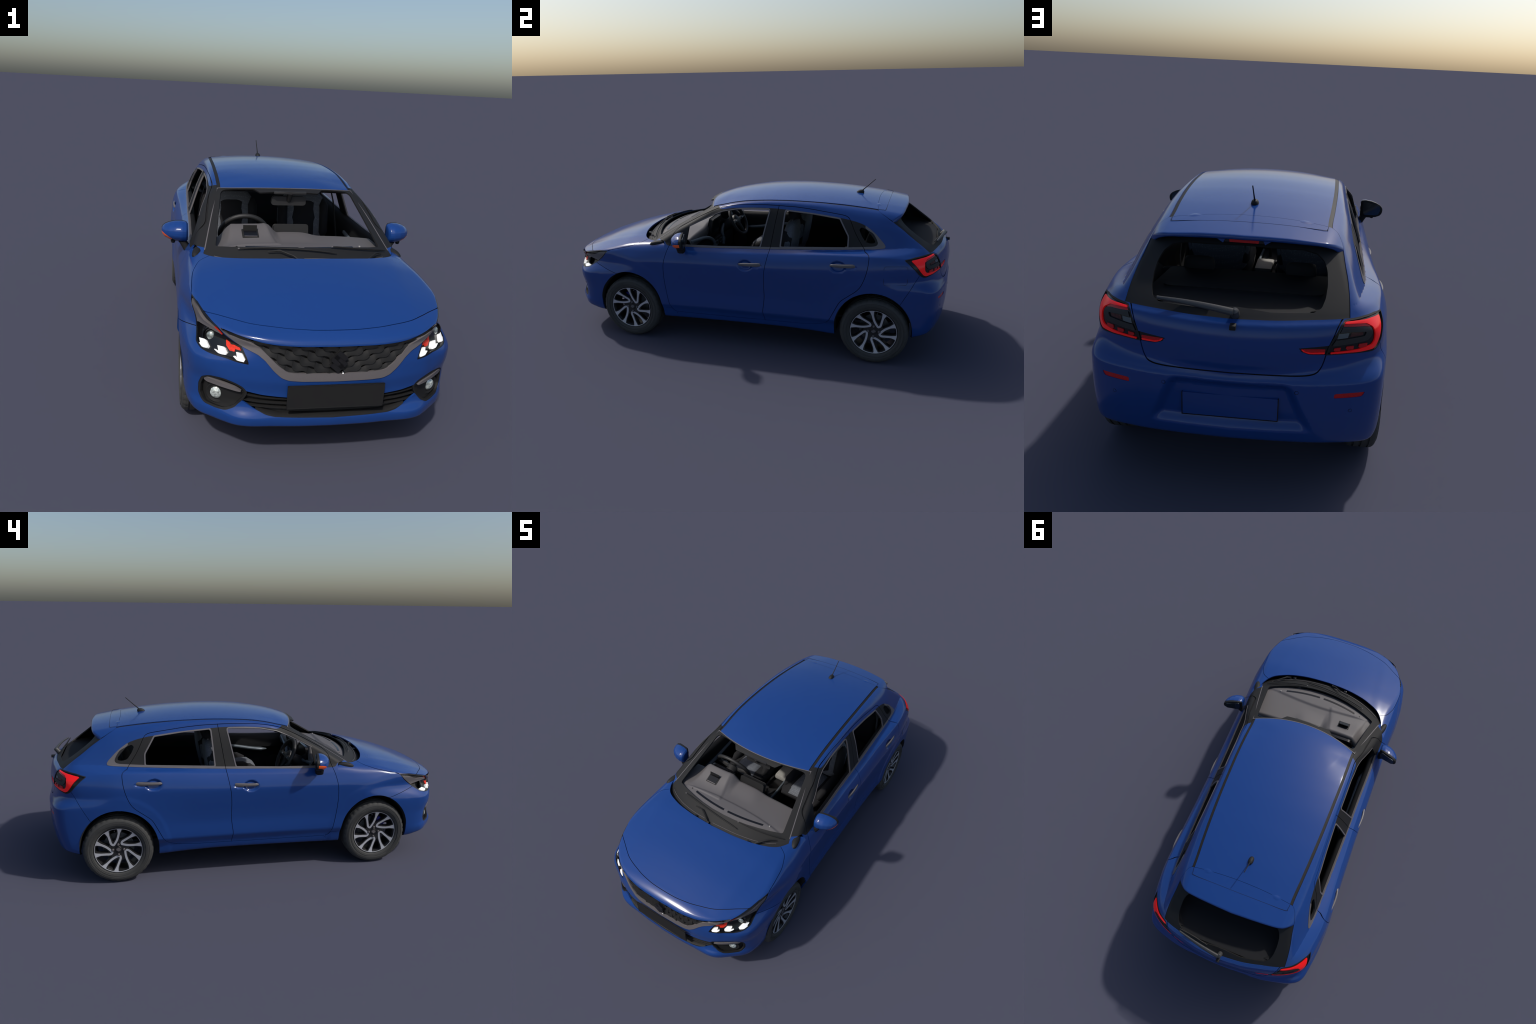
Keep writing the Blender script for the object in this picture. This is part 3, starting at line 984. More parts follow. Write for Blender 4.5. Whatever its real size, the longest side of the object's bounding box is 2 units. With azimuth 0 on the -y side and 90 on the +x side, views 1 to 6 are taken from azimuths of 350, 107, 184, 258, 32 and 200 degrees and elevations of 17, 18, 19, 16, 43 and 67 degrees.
def disc_mesh(r_in, r_out, nr, nt):
    V, T = [], []
    for i in range(nr + 1):
        r = r_in + (r_out - r_in) * i / nr
        for j in range(nt):
            t = 2 * math.pi * j / nt
            V.append((r * math.cos(t), r * math.sin(t), 0))
    for i in range(nr):
        for j in range(nt):
            a, b, c, d = i * nt + j, i * nt + (j + 1) % nt, (i + 1) * nt + (j + 1) % nt, (i + 1) * nt + j
            T += [(a, d, c), (a, c, b)]
    return np.array(V), np.array(T)


def spoke_distance(q):
    best = np.full(len(q), 1e9)
    r = np.linalg.norm(q, axis=1) / RIM
    for k in range(5):
        a = math.radians(72 * k); M = np.array([[math.cos(a), -math.sin(a)], [math.sin(a), math.cos(a)]])
        best = np.minimum(best, seg_dist(q @ M, spoke_curve, False))
    return best, r


def bolt_clear(q):
    """round seats of the four bolts"""
    best = np.full(len(q), 1e9)
    for k in range(4):
        a = math.radians(90 * k); c = np.array([math.cos(a), math.sin(a)]) * .0252
        best = np.minimum(best, np.linalg.norm(q - c, axis=1))
    return best - .0082


def silver_field(P):
    q = P[:, :2]; d, r = spoke_distance(q)
    w = .0047 + .0050 * smoothstep(.72, 1.0, r)
    band = d - w
    ring = (.978 - r) * RIM
    k = .006
    h = np.clip(.5 + .5 * (ring - band) / k, 0, 1)
    u = ring * (1 - h) + band * h - k * h * (1 - h)
    return np.maximum(u, -bolt_clear(q))


def dark_field(P):
    q = P[:, :2]; d, r = spoke_distance(q)
    band = d - (.0088 + .005 * smoothstep(.7, 1.0, r))
    hub = (r - .40) * RIM
    ring = (.955 - r) * RIM
    k = .010
    h = np.clip(.5 + .5 * (hub - band) / k, 0, 1); u = hub * (1 - h) + band * h - k * h * (1 - h)
    h = np.clip(.5 + .5 * (ring - u) / k, 0, 1)
    return ring * (1 - h) + u * h - k * h * (1 - h)


def wheel_plate(name, field, x0, depth, mat, dish):
    """flat part of the wheel cut from a disc, with depth and dish; outer face towards +x"""
    P, T = cut(disc_mesh(.0005, RIM * .998, 64, 260), field)[0]
    P, T = weld((P, T))
    r = np.linalg.norm(P[:, :2], axis=1) / RIM
    face = x0 - dish * (1 - r ** 2)
    O = np.stack([face, -P[:, 0], P[:, 1]], 1)
    I = O - np.array([depth, 0, 0])
    be = boundary_edges(T); n = len(P)
    F = [tuple(t) for t in T[:, ::-1]] + [tuple(t + n) for t in T]
    F += [(a, b, b + n, a + n) for a, b in be]
    return new_mesh(name, np.concatenate([O, I]), F, mat, smooth_angle=40, recalc=True)


def wheel_meshes():
    out = {}
    # tyre: tread with three grooves, rounded shoulders, bulged side walls
    R = .161; half = .049
    side = [(.1085, .030), (.1105, .0405), (.116, .0455), (.122, .0475), (.1225, .0468), (.130, .0490), (.138, .0497), (.1385, .0490), (.146, .0478), (.152, .0450), (.1565, .0405), (.1590, .0365)]
    tread = [(.1596, .0345)]
    for g in (.0225, .0, -.0225):
        tread += [(R, g + .0032), (R - .004, g + .0026), (R - .004, g - .0026), (R, g - .0032)]
    prof = side + tread + [(.1596, -.0345)] + [(r, -a) for r, a in side[::-1]]
    V, F = lathe(prof, 140)
    # cross cuts over the shoulders
    V2 = []
    m = len(prof)
    for i, v in enumerate(V):
        k = i % m; j = i // m
        x, y, z = v
        if .030 < abs(x) < .0445 and math.hypot(y, z) > .1535 and j % 4 == 0:
            s = 1 - .0030 / math.hypot(y, z); y *= s; z *= s
        V2.append((x, y, z))
    out['tyre'] = new_mesh('tyre', V2, F, RUBBER, smooth_angle=30)
    # raised rings and tread marks on the wall
    rings = []
    for r in (.1265, .1420):
        rings.append(lathe([(r - .0006, .0470), (r - .0004, .0497), (r + .0004, .0499), (r + .0006, .0470)], 96))
    for c0 in np.arange(0, 360, 90.):
        for k in range(26):
            a = math.radians(c0 + 14 + k * 1.7)
            r0, r1 = .1290, .1385
            w = .00045
            ca, sa = math.cos(a), math.sin(a)
            pts = []
            for rr, ww, xx in ((r0, w, .0496), (r1, w, .0502)):
                pts += [(xx, rr * ca - ww * sa, rr * sa + ww * ca), (xx, rr * ca + ww * sa, rr * sa - ww * ca)]
            base = [(.0475, p[1], p[2]) for p in pts]
            V_ = pts + base
            rings.append((V_, [(0, 1, 3, 2), (0, 2, 6, 4), (1, 5, 7, 3), (2, 3, 7, 6), (0, 4, 5, 1)]))
    out['wall_ribs'] = new_mesh('wall_ribs', *join(*rings), RUBBER, smooth_angle=30)
    # barrel
    prof = [(.1095, .0455), (.1105, .0440), (.1095, .042), (.104, .038), (.101, .02), (.098, -.03), (.104, -.042), (.1085, -.044)]
    V, F = lathe(prof, 96)
    out['rim_barrel'] = new_mesh('rim_barrel', V, F, WHEEL_BLACK, smooth_angle=50)
    out['spoke_face'] = wheel_plate('spoke_face', silver_field, .0445, .005, ALLOY, .012)
    out['spoke_core'] = wheel_plate('spoke_core', dark_field, .0425, .022, WHEEL_BLACK, .012)
    # bolts
    parts = []
    for k in range(4):
        a = math.radians(90 * k); cy, cz = .0252 * math.cos(a), .0252 * math.sin(a)
        V, F = lathe([(.0001, .0385), (.0040, .0383), (.0050, .0365), (.0052, .031)], 18)
        parts.append(([(x, y + cy, z + cz) for x, y, z in V], F))
    out['wheel_bolt'] = new_mesh('wheel_bolt', *join(*parts), SATIN, smooth_angle=40)
    V, F = lathe([(.0001, .0335), (.0135, .0332), (.0150, .0318), (.0155, .030)], 40)
    out['hub_cap'] = new_mesh('hub_cap', V, F, WHEEL_BLACK, smooth_angle=40)
    # badge on the cap: two mirrored hooks
    hook = [(-.0110, .0022), (.0005, .0098), (.0110, .0040), (.0072, .0018), (.0008, .0055), (-.0022, .0036), (.0070, -.0018), (.0110, -.0042), (.0106, -.0048)]
    hook = [(-.0115, .0020), (0, .0100), (.0115, .0028), (.0075, .0006), (-.0005, .0052), (-.0035, .0034), (.0112, -.0046)]
    s1 = [(-.0112, .0018), (-.0002, .0098), (.0112, .0030), (.0076, .0008), (.0002, .0055), (-.0036, .0032), (.0036, -.0012), (-.0012, -.0040)]
    def emb(pts): return prism([(a, b) for a, b in pts], .0332, .0345, 'yz')
    s1 = [(-.0112, .0010), (.0002, .0092), (.0110, .0030), (.0078, .0010), (.0005, .0052), (-.0040, .0026), (.0060, -.0046), (.0030, -.0064), (-.0112, .0010)][:-1]
    s2 = [(-a, -b) for a, b in s1]
    out['hub_badge'] = new_mesh('hub_badge', *join(emb(s1), emb([(a * 1.0, b) for a, b in s2])), SATIN, smooth_angle=30)
    # brake
    V, F = lathe([(.02, -.004), (.072, -.004), (.072, -.010), (.02, -.010)], 64)
    V2, F2 = lathe([(.0001, .014), (.034, .012), (.036, -.004)], 48)
    V3, F3 = lathe([(.050, -.0036), (.051, -.0030), (.052, -.0036)], 64)
    out['brake_disc'] = new_mesh('brake_disc', *join((V, F), (V2, F2), (V3, F3)), STEEL, smooth_angle=30)
    V, F = lathe([(.0001, .060), (.0022, .0585), (.0025, .045)], 10)
    out['valve'] = new_mesh('valve', [(x - .024, y + .0145, z + .0915) for x, y, z in V], F, SATIN)
    # caliper: bowed block
    rings = []
    for a in np.linspace(28, 88, 9):
        t = math.radians(a); e = 1 if 34 < a < 82 else .8
        rings.append([(x, -r * math.cos(t), r * math.sin(t)) for x, r in ((-.018, .052), (.006 * e, .052), (.011 * e, .058), (.011 * e, .074), (.004, .080), (-.018, .080))])
    out['brake_caliper'] = new_mesh('brake_caliper', *loft(rings), BLUE_CALIPER, smooth_angle=35)
    return out


WM = wheel_meshes()
WHEEL_X = .3775
for sx in (1, -1):
    for wi, (wy, wz) in enumerate(WHEELS):
        hub = bpy.data.objects.new('wheel', None); link(hub, ROOT)
        hub.location = (sx * WHEEL_X, wy, wz)
        flip = Matrix.Scale(-1, 4, (1, 0, 0)) if sx < 0 else Matrix.Identity(4)
        for nm, me in WM.items():
            if nm == 'brake_caliper' and wi == 1: continue
            o = bpy.data.objects.new(nm, me); bpy.context.scene.collection.objects.link(o)
            o.parent = hub
            o.matrix_local = flip

# wheel housings
for sx in (1, -1):
    for cy, cz, ry, rz in ARCHES:
        V, F = [], []
        xs = (.432, .418, .38, .215)
        n = 40
        wy = min(WHEELS, key=lambda w: abs(w[0] - cy))[0]
        for j in range(n + 1):
            t = math.pi * (-.06 + 1.12 * j / n)
            for i, xv in enumerate(xs):
                g = (.001, -.005, .004, .004)[i]
                yy = cy + (ry + g) * math.cos(t); zz = max(cz + (rz + g) * math.sin(t), .135)
                if i < 2: xv = float(half_width(np.array([yy]), np.array([zz]))[0]) - (.0075, .022)[i]
                V.append((sx * xv, yy, zz))
        m = len(xs)
        for j in range(n):
            for i in range(m - 1):
                F.append((j * m + i, (j + 1) * m + i, (j + 1) * m + i + 1, j * m + i + 1))
        F.append(tuple(j * m + m - 1 for j in range(n + 1)))
        solid('wheel_housing', V, F, UNDER, smooth_angle=50)

# =====================================================================
#  SPOILER
# =====================================================================
TRAIL = line((0, .7845), (.1, .780), (.2, .772), (.236, .764), (.258, .750), (.272, .737), (.283, .726), (.32, .70))


def spoiler_solid(x, y, z):
    ax = np.abs(x)
    top = smax(side_term(ax, y, z), sheet_term(roof, ax, y, z, 1), .012)
    t = .012 + .42 * np.maximum(TRAIL(ax) - y, 0)
    end = (y - TRAIL(ax)) * .9
    f = smax(top, end, .007)
    f = smax(f, -(top + t), .004)
    return smax(f, .60 - y, .004)


sp = surface_net(spoiler_solid, (-.013, .60, .60), (.33, .80, .75), .0045)
sp = keep_half(sp)
sp = cut(sp, lambda P: SPOILER_SEAM(P[:, 0]) + .0012 - P[:, 1])[0]
sp = cut(sp, lambda P: P[:, 0] - RAIL_OUT(P[:, 1]) + .0012)[0]
P_, T_ = both(sp)
SPOILER = raw_object('roof_spoiler', P_, T_, PAINT, normals=unit(gradient(spoiler_solid, P_)))
# fine joint line of the spoiler's top cap
cap_line = np.concatenate([flow([(-.235, .6565), (-.232, .676), (-.220, .688), (-.10, .6905), (0, .6915)]), flow([(0, .6915), (.10, .6905), (.220, .688), (.232, .676), (.235, .6565)])[1:]])
def roof_point(x, y, lift=0.0):
    z = roof(np.asarray(abs(x)), np.asarray(y))
    return (x, y, float(z) + lift)
path = [roof_point(a, b, -.0002) for a, b in cap_line]
solid('spoiler_joint', *tube(path, .0007, 6), GAP, parent=SPOILER)
# two soft swellings at the tailgate hinges
for sx in (-1, 1):
    V, F = [], []
    for i in range(9):
        for k in range(20):
            t = 2 * math.pi * k / 20; r = i / 8
            x, y = sx * .166 + .024 * r * math.cos(t), .650 + .014 * r * math.sin(t)
            V.append(roof_point(x, y, .0016 * (1 - r * r) ** 2 - .0004))
    for i in range(8):
        for k in range(20):
            F.append((i * 20 + k, i * 20 + (k + 1) % 20, (i + 1) * 20 + (k + 1) % 20, (i + 1) * 20 + k))
    solid('hinge_swelling', V, F, PAINT, parent=SPOILER)
# high stop lamp under the lip
solid('stop_lamp', *prism([(-.040, .6800), (.040, .6800), (.042, .6900), (-.042, .6900)], .758, .7755, 'xz'), RED_DARK, parent=SPOILER, bevel=.001)
solid('stop_lamp_frame', *prism(fillet([(-.062, .6785), (.062, .6785), (.052, .692), (-.052, .692)]), .755, .7735, 'xz'), GLOSS_BLACK, parent=SPOILER)
for sx in (-1, 1):
    solid('lip_gusset', *prism([(sx * .053, .692), (sx * .086, .694), (sx * .060, .6775)], .752, .776, 'xz'), PAINT, parent=SPOILER, bevel=.001)

# =====================================================================
#  HEAD LAMPS
# =====================================================================
def inset(name, region, view, outline, solid_fn, mat, lift, thick, mirror=True, fine=None):
    """piece cut from a body region by an outline, set at its own depth"""
    o = np.asarray(outline); c = o.mean(0); r = np.abs(o - c).max() + .012
    m = select(region, lambda q: np.abs(view(q) - c).max(1) < r)[0]
    if r < .04: m = finer(finer(m))
    m = cut(m, inside_of(view, o))[0]
    a = add_cut_panel(name, [(m, solid_fn)], mat, thick=thick, lift=lift)
    if mirror: add_cut_panel(name, [(mirrored(m), solid_fn)], mat, thick=thick, lift=lift)
    return a


LED_SHAPES = [
    [(.3231, .368), (.3469, .3721), (.3525, .3716), (.3731, .3623), (.3712, .357), (.3574, .3548), (.3437, .3536), (.3176, .3569), (.3216, .3588), (.3356, .3587), (.3369, .3601)],
    [(.4015, .3707), (.4194, .3714), (.4242, .3697), (.4373, .3574), (.4351, .3521), (.4233, .3517), (.4133, .3526), (.3953, .3595), (.3985, .3605), (.4084, .358), (.4105, .3592)],
    [(.4639, .3657), (.4793, .3642), (.4834, .361), (.4927, .3483), (.4905, .342), (.4803, .343), (.4715, .3445), (.4578, .3536), (.4607, .3546), (.4686, .351), (.4704, .3525)],
]
def finer(mesh):
    """each triangle in four"""
    P, T = mesh
    E = np.sort(np.concatenate([T[:, [0, 1]], T[:, [1, 2]], T[:, [2, 0]]]), 1)
    U, inv = np.unique(E, axis=0, return_inverse=True); inv = inv.ravel()
    M = (P[U[:, 0]] + P[U[:, 1]]) / 2
    n = len(T); a, b, c = inv[:n] + len(P), inv[n:2 * n] + len(P), inv[2 * n:] + len(P)
    T2 = np.concatenate([np.stack([T[:, 0], a, c], 1), np.stack([a, T[:, 1], b], 1), np.stack([c, b, T[:, 2]], 1), np.stack([a, b, c], 1)])
    return np.concatenate([P, M]), T2

lamp_fine = finer(finer(weld(head_lamp)))
for s in LED_SHAPES:
    inset('daylight_guide', lamp_fine, FRONT_CORNER, s, nose_solid, WHITE_LED, -.003, .010)
inset('lamp_brow', lamp_fine, FRONT_CORNER, fillet([(.2335, .4490), (.2480, .4080, .01), (.2640, .3905, .006), (.2954, .3995, .02), (.3321, .4036, .05), (.3675, .4047, .05), (.3992, .4028, .03), (.4071, .4004), (.4006, .4056), (.3793, .416, .03), (.3599, .4166, .05), (.3289, .4173, .03), (.307, .4237, .03), (.272, .4420, .05)]), nose_solid, SATIN, -.003, .009)
inset('indicator', lamp_fine, FRONT_CORNER, [(.4201, .3885), (.4334, .3855), (.4383, .3810), (.4483, .3820), (.4688, .3780), (.4747, .3710), (.4558, .3722), (.4566, .3650), (.4409, .3650), (.4257, .3760)], nose_solid, material('orange_red_indicator', (.75, .030, .008), rough=.4, grain=.2), -.0095, .003)
inset('indicator_edge', lamp_fine, FRONT_CORNER, [(.380, .4167), (.4006, .4061), (.4077, .4004), (.4097, .4006), (.402, .4075), (.382, .4180)], nose_solid, material('red_edge', (.5, .02, .015), rough=.4), -.0035, .006)
LAMP_EDGE = cut(lamp_fine, inside_of(FRONT_CORNER, HEAD_LAMP, -.0042))[1]
pair('lamp_rim', [(LAMP_EDGE, nose_solid)], GLOSS_BLACK, lift=-.0012, thick=.012)


def surface_at(solid_fn, start, direction):
    """march from start along direction to the skin"""
    p = np.array(start, float); d = np.array(direction, float); d /= np.linalg.norm(d)
    for _ in range(26):
        f = float(solid_fn(np.array([p[0]]), np.array([p[1]]), np.array([p[2]]))[0])
        p = p + d * f * .8
    n = unit(gradient(solid_fn, p[None]))[0]
    return Vector(p), Vector(n)


def facing(p, n, spin=0.0):
    """matrix whose z axis is n"""
    z = Vector(n).normalized(); x = Vector((0, 0, 1)).cross(z).normalized(); y = z.cross(x)
    m = Matrix((x, y, z)).transposed().to_4x4(); m.translation = Vector(p)
    return m


lens_prof = [(.0001, .0080), (.006, .0072), (.0115, .0048), (.0148, .0008), (.0155, -.004)]
me_lens = new_mesh('projector_lens', *lathe(lens_prof, 32, 'z'), LENS)
me_bowl = new_mesh('projector_bowl', *lathe([(.0155, -.004), (.0164, .0015), (.0174, .002), (.0185, -.003), (.021, -.004), (.0245, .0008), (.0262, .0006), (.027, -.006)], 40, 'z'), GLOSS_BLACK)
for sx in (1, -1):
    # centre of the projector: corner coordinate .3605, height .3845
    xx = np.linspace(.30, .39, 80); zz = np.full(80, .3858); yy = np.full(80, -1.05)
    for _ in range(60): yy = yy + .8 * nose_solid(xx, yy, zz)
    k = int(np.argmin(np.abs((-yy - xx) * R2 - .3600)))
    q = Vector((xx[k], yy[k], zz[k])); m = Vector(unit(gradient(nose_solid, np.array([[xx[k], yy[k], zz[k]]])))[0])
    aim = Vector((sx * .25, -1, .05)).normalized()
    q = Vector((sx * q.x, q.y, q.z)) - Vector((sx * m.x, m.y, m.z)) * .0125
    place('projector_lens', me_lens, None, facing(q, aim)); place('projector_bowl', me_bowl, None, facing(q, aim))

# =====================================================================
#  TAIL LAMPS
# =====================================================================
tail_fine = finer(weld(lamp))
inset('tail_lens', tail_fine, REAR_CORNER, fillet([(.3075, .5150, .004), (.352, .5210, .05), (.3890, .5242, .05), (.4122, .5256, .05), (.4433, .5264), (.4473, .5228), (.413, .5200, .06), (.382, .5158, .015), (.3630, .5040, .012), (.3585, .4860, .03), (.3600, .466, .03), (.3720, .4560, .015), (.4155, .4512, .05), (.4894, .4505), (.4904, .4462), (.442, .4450, .05), (.395, .4428, .04), (.3655, .4420, .015), (.3520, .4480, .02), (.3370, .4660, .05)]), cabin_solid, RED_LAMP, .0, .004)
inset('tail_lens_strip', tail_fine, REAR_CORNER, fillet([(.3710, .5150, .004), (.4130, .5200), (.4478, .5226), (.4519, .5175), (.3902, .5105, .02), (.3680, .5050, .006)]), cabin_solid, RED_DARK, -.0025, .004)
for s in ([(.3865, .4637), (.4136, .4659), (.4157, .4574), (.4107, .4539), (.3897, .4515)], [(.4293, .4634), (.4496, .4639), (.4519, .4586), (.4486, .4546), (.431, .4535)], [(.4645, .4626), (.481, .4615), (.4829, .4567), (.480, .4535), (.4667, .4530)]):
    inset('tail_block', tail_fine, REAR_CORNER, fillet([(a, b, .0015) for a, b in s]), cabin_solid, RED_DARK, -.0015, .006)
inset('tail_clear_lens', tail_fine, REAR_CORNER, fillet([(.4394, .4997, .001), (.4671, .4993, .001), (.473, .4859, .001), (.4457, .487, .001)]), cabin_solid, material('smoked_lens', (.10, .12, .13), rough=.2), -.003, .004)
inset('tail_clear_lens', tail_fine, REAR_CORNER, fillet([(.398, .4962, .001), (.4338, .4999, .001), (.4393, .4888, .001), (.4010, .4889, .002)]), cabin_solid, material('smoked_red_lens', (.07, .02, .018), rough=.2, grain=.5, grain_scale=150), -.003, .004)
TAIL_INNER = cut(tail_fine, inside_of(REAR_CORNER, fillet([(.369, .5040, .008), (.3902, .5093, .02), (.4540, .5150), (.4870, .4680, .002), (.44, .4700, .05), (.385, .4715, .015), (.3670, .4850, .015)])))[0]
TAIL_FRAME = cut(TAIL_INNER, inside_of(REAR_CORNER, fillet([(.388, .4955, .003), (.4345, .5022), (.4680, .5018), (.476, .4830), (.44, .4845), (.396, .4850, .004)])))[1]
pair('tail_inner_frame', [(TAIL_FRAME, cabin_solid)], DARK_PLASTIC, lift=-.001, thick=.005)
TAIL_EDGE = cut(tail_fine, inside_of(REAR_CORNER, TAIL_LAMP, -.0035))[1]
pair('tail_lamp_rim', [(TAIL_EDGE, cabin_solid)], BLACK, lift=.0, thick=.006)
gate_fine = finer(weld(gate_lamp))
inset('gate_lens', gate_fine, END, fillet([(.2437, .4525), (.2437, .4478), (.2035, .4500, .01), (.1891, .4555, .004), (.1815, .4628), (.1850, .4640), (.193, .4572, .006), (.207, .4535, .02)]), cabin_solid, RED_LAMP, -.0005, .003)
inset('gate_lens_field', gate_fine, END, fillet([(.2446, .4613), (.2440, .4523), (.207, .4535, .02), (.193, .4572, .006), (.1850, .4640)]), cabin_solid, RED_DARK, -.002, .003)

# =====================================================================
#  GRILLE, LOWER INTAKE, FOG LAMPS, PLATES
# =====================================================================
def front_point(x, z, off=0.0):
    p, n = surface_at(nose_solid, (abs(x), -1.06, z), (0, 1, 0))
    sx = 1 if x >= 0 else -1
    return Vector((sx * p.x, p.y, p.z)) + Vector((sx * n.x, n.y, n.z)) * off


front_y = lambda x, z: front(np.abs(np.asarray(x, float)), np.asarray(z, float))

# woven blades: S-bent slats running down and outwards, each tucked behind the one above, mirrored about the middle
WEAVE_A = np.array([-.0430, -.0190]); WEAVE_B = np.array([-.0210, .0149])
WEAVE_N = np.array([-WEAVE_A[1], WEAVE_A[0]]) * -1 / np.linalg.norm(WEAVE_A)
if WEAVE_N[1] < 0: WEAVE_N = -WEAVE_N


def blade(c):
    n, k = 16, 6
    V, T = [], []
    for layer in (0, 1):
        for i in range(n + 1):
            s_ = i / n
            wave = .0042 * math.sin(2 * math.pi * s_)
            w = .0235 * (.70 + .30 * math.sin(math.pi * s_) ** .6)
            for j in range(k + 1):
                t = j / k - .5
                p = c + WEAVE_A * (s_ - .5) * 1.06 * -1 + WEAVE_N * (t * w + wave)
                out = .0075 * (.5 - t) + .0030 * (s_ - .5) + .0012 * math.sin(math.pi * (t + .5))
                V.append((p[0], -out if layer == 0 else -out + .0030, p[1]))
    w = k + 1
    for layer in (0, 1):
        o = layer * (n + 1) * w
        for i in range(n):
            for j in range(k):
                q = [o + i * w + j, o + (i + 1) * w + j, o + (i + 1) * w + j + 1, o + i * w + j + 1]
                if layer: q = q[::-1]
                T += [(q[0], q[1], q[2]), (q[0], q[2], q[3])]
    o = (n + 1) * w
    for i in range(n):
        for j in (0, k):
            a, b = i * w + j, (i + 1) * w + j
            T += [(a, a + o, b + o), (a, b + o, b)] if j == 0 else [(a, b, b + o), (a, b + o, a + o)]
    for j in range(k):
        for i in (0, n):
            a, b = i * w + j, i * w + j + 1
            T += [(a, b, b + o), (a, b + o, a + o)] if i == 0 else [(a, a + o, b + o), (a, b + o, b)]
    return np.array(V), np.array(T)


clip = inside_of(END, GRILLE_MESH, .0)
for row in range(-14, 15):
    for col in range(-14, 15):
        c_ = np.array([.15, .355]) + WEAVE_A * row + WEAVE_B * col
        if not (-.03 < c_[0] < .36 and .27 < c_[1] < .45): continue
        P, T = blade(c_)
        half = cut((P, T), lambda Q: polygon_distance(Q[:, [0, 2]], GRILLE_MESH))[0]
        half = cut(half, lambda Q: -Q[:, 0] + .0015)[0]
        if len(half[1]) < 12: continue
        P, T = half
        P = P.copy(); P[:, 1] += front_y(P[:, 0], P[:, 2]) + .0075
        for sx in (1, -1):
            Q = P * np.array([sx, 1, 1])
            raw_object('grille_blade', Q, T if sx > 0 else T[:, ::-1], BLACK, angle=40)

# badge in the middle of the grille
def badge(cx, cz, w, h, y0, y1, mat, name):
    s1 = [(-.98, .10), (-.02, .98), (.98, .38), (.60, .14), (.06, .52), (-.40, .26), (.50, -.40), (.98, .02)]
    s1 = [(-.98, .12), (.0, .98), (.96, .34), (.62, .10), (.04, .50), (-.42, .22), (.98, -.62 + .50)]
    top = [(-.97, .12), (.0, .97), (.97, .33), (.62, .10), (.02, .50), (-.38, .22), (.60, -.50), (.02, -.50)]
    z1 = [(-.97, .17), (0, .97), (.97, .33), (.60, .08), (.03, .45), (-.30, .17), (.97, -.17), (.97, -.17)]
    # two interlocking hooks of the diamond letter
    a = [(-.95, .16), (.03, .98), (.98, .34), (.58, .08), (.10, .40), (-.22, .17), (.62, -.42), (.30, -.66), (-.95, .16)][:-1]
    b = [(-p, -q) for p, q in a]
    parts = []
    for pts in (a, b):
        parts.append(prism([(cx + p * w, cz + q * h) for p, q in pts], y0, y1, 'xz'))
    return parts


GB = material('badge_black', (.012, .012, .013), rough=.3)
parts = badge(0, .3555, .0262, .0335, -1.0, -.985, GB, 'b')
bz = Matrix.Translation((0, 0, 0))
solid('grille_badge', *parts[0], GB, bevel=.0006); solid('grille_badge', *parts[1], GB, bevel=.0006)
solid('badge_plate', *prism([(-.027, .3555), (0, .390), (.027, .3555), (0, .321)], -.992, -.978, 'xz'), BLACK, bevel=.001)
solid('grille_camera', *tube([(.016, -.975, .3175), (.016, -.9925, .3185), (.016, -.9955, .3185)], [.0065, .0058, .003], 14), GLOSS_BLACK)
solid('camera_lens', *tube([(.0155, -.9950, .3180), (.0155, -.9968, .3178)], [.0026, .0018], 12), WHITE_LED)

# number plate holder, front
PLATE = solid('front_number_plate', *prism(fillet([(-.1420, .2110, .002), (.1440, .2110, .002), (.1440, .2840, .002), (-.1420, .2840, .002)]), -1.000, -.9955, 'xz'), BLACK)
for c, s in (((0.001, -.9995, .2825), (.286, .003, .003)), ((0.001, -.9995, .2125), (.286, .003, .003)), ((-.1405, -.9995, .2475), (.003, .003, .073)), ((.1425, -.9995, .2475), (.003, .003, .073))):
    solid('plate_frame', *box((c[0], -.9994, c[2]), (s[0], .0024, s[2])), BLACK, parent=PLATE, bevel=.0006)

# lower intake: three slats and a sill
for z, d, h in ((.2285, .009, .0052), (.2140, .010, .0048), (.1995, .010, .0048)):
    V, F = [], []
    xs = np.linspace(-.262, .262, 61)
    for x in xs:
        zz = z + .010 * (abs(x) / .26) ** 3 * (1 if z > .22 else .6) - (0 if z > .21 else -.0)
        y = float(front_y(x, zz))
        for dy, dz in ((d, h / 2), (d - .004, h * .3), (d - .004, -h * .3), (d, -h / 2), (d + .012, -h / 2), (d + .012, h / 2)):
            V.append((x, y + dy, zz + dz))
    n = 6
    for i in range(60):
        for k in range(n):
            F.append((i * n + k, i * n + (k + 1) % n, (i + 1) * n + (k + 1) % n, (i + 1) * n + k))
    solid('intake_slat', V, F, BLACK)
V, F = [], []
for x in np.linspace(-.225, .225, 61):
    edge = .1755 + .018 * max(0, (abs(x) - .15) / .08) ** 1.3
    y = float(front_y(x, edge))
    for dy, dz in ((.0005, -.002), (.002, .0035), (.012, .0085), (.022, .0085), (.022, -.002)):
        V.append((x, y + dy, edge + dz))
for i in range(60):
    for k in range(5):
        F.append((i * 5 + k, i * 5 + (k + 1) % 5, (i + 1) * 5 + (k + 1) % 5, (i + 1) * 5 + k))
solid('intake_lip', V, F, BLACK)

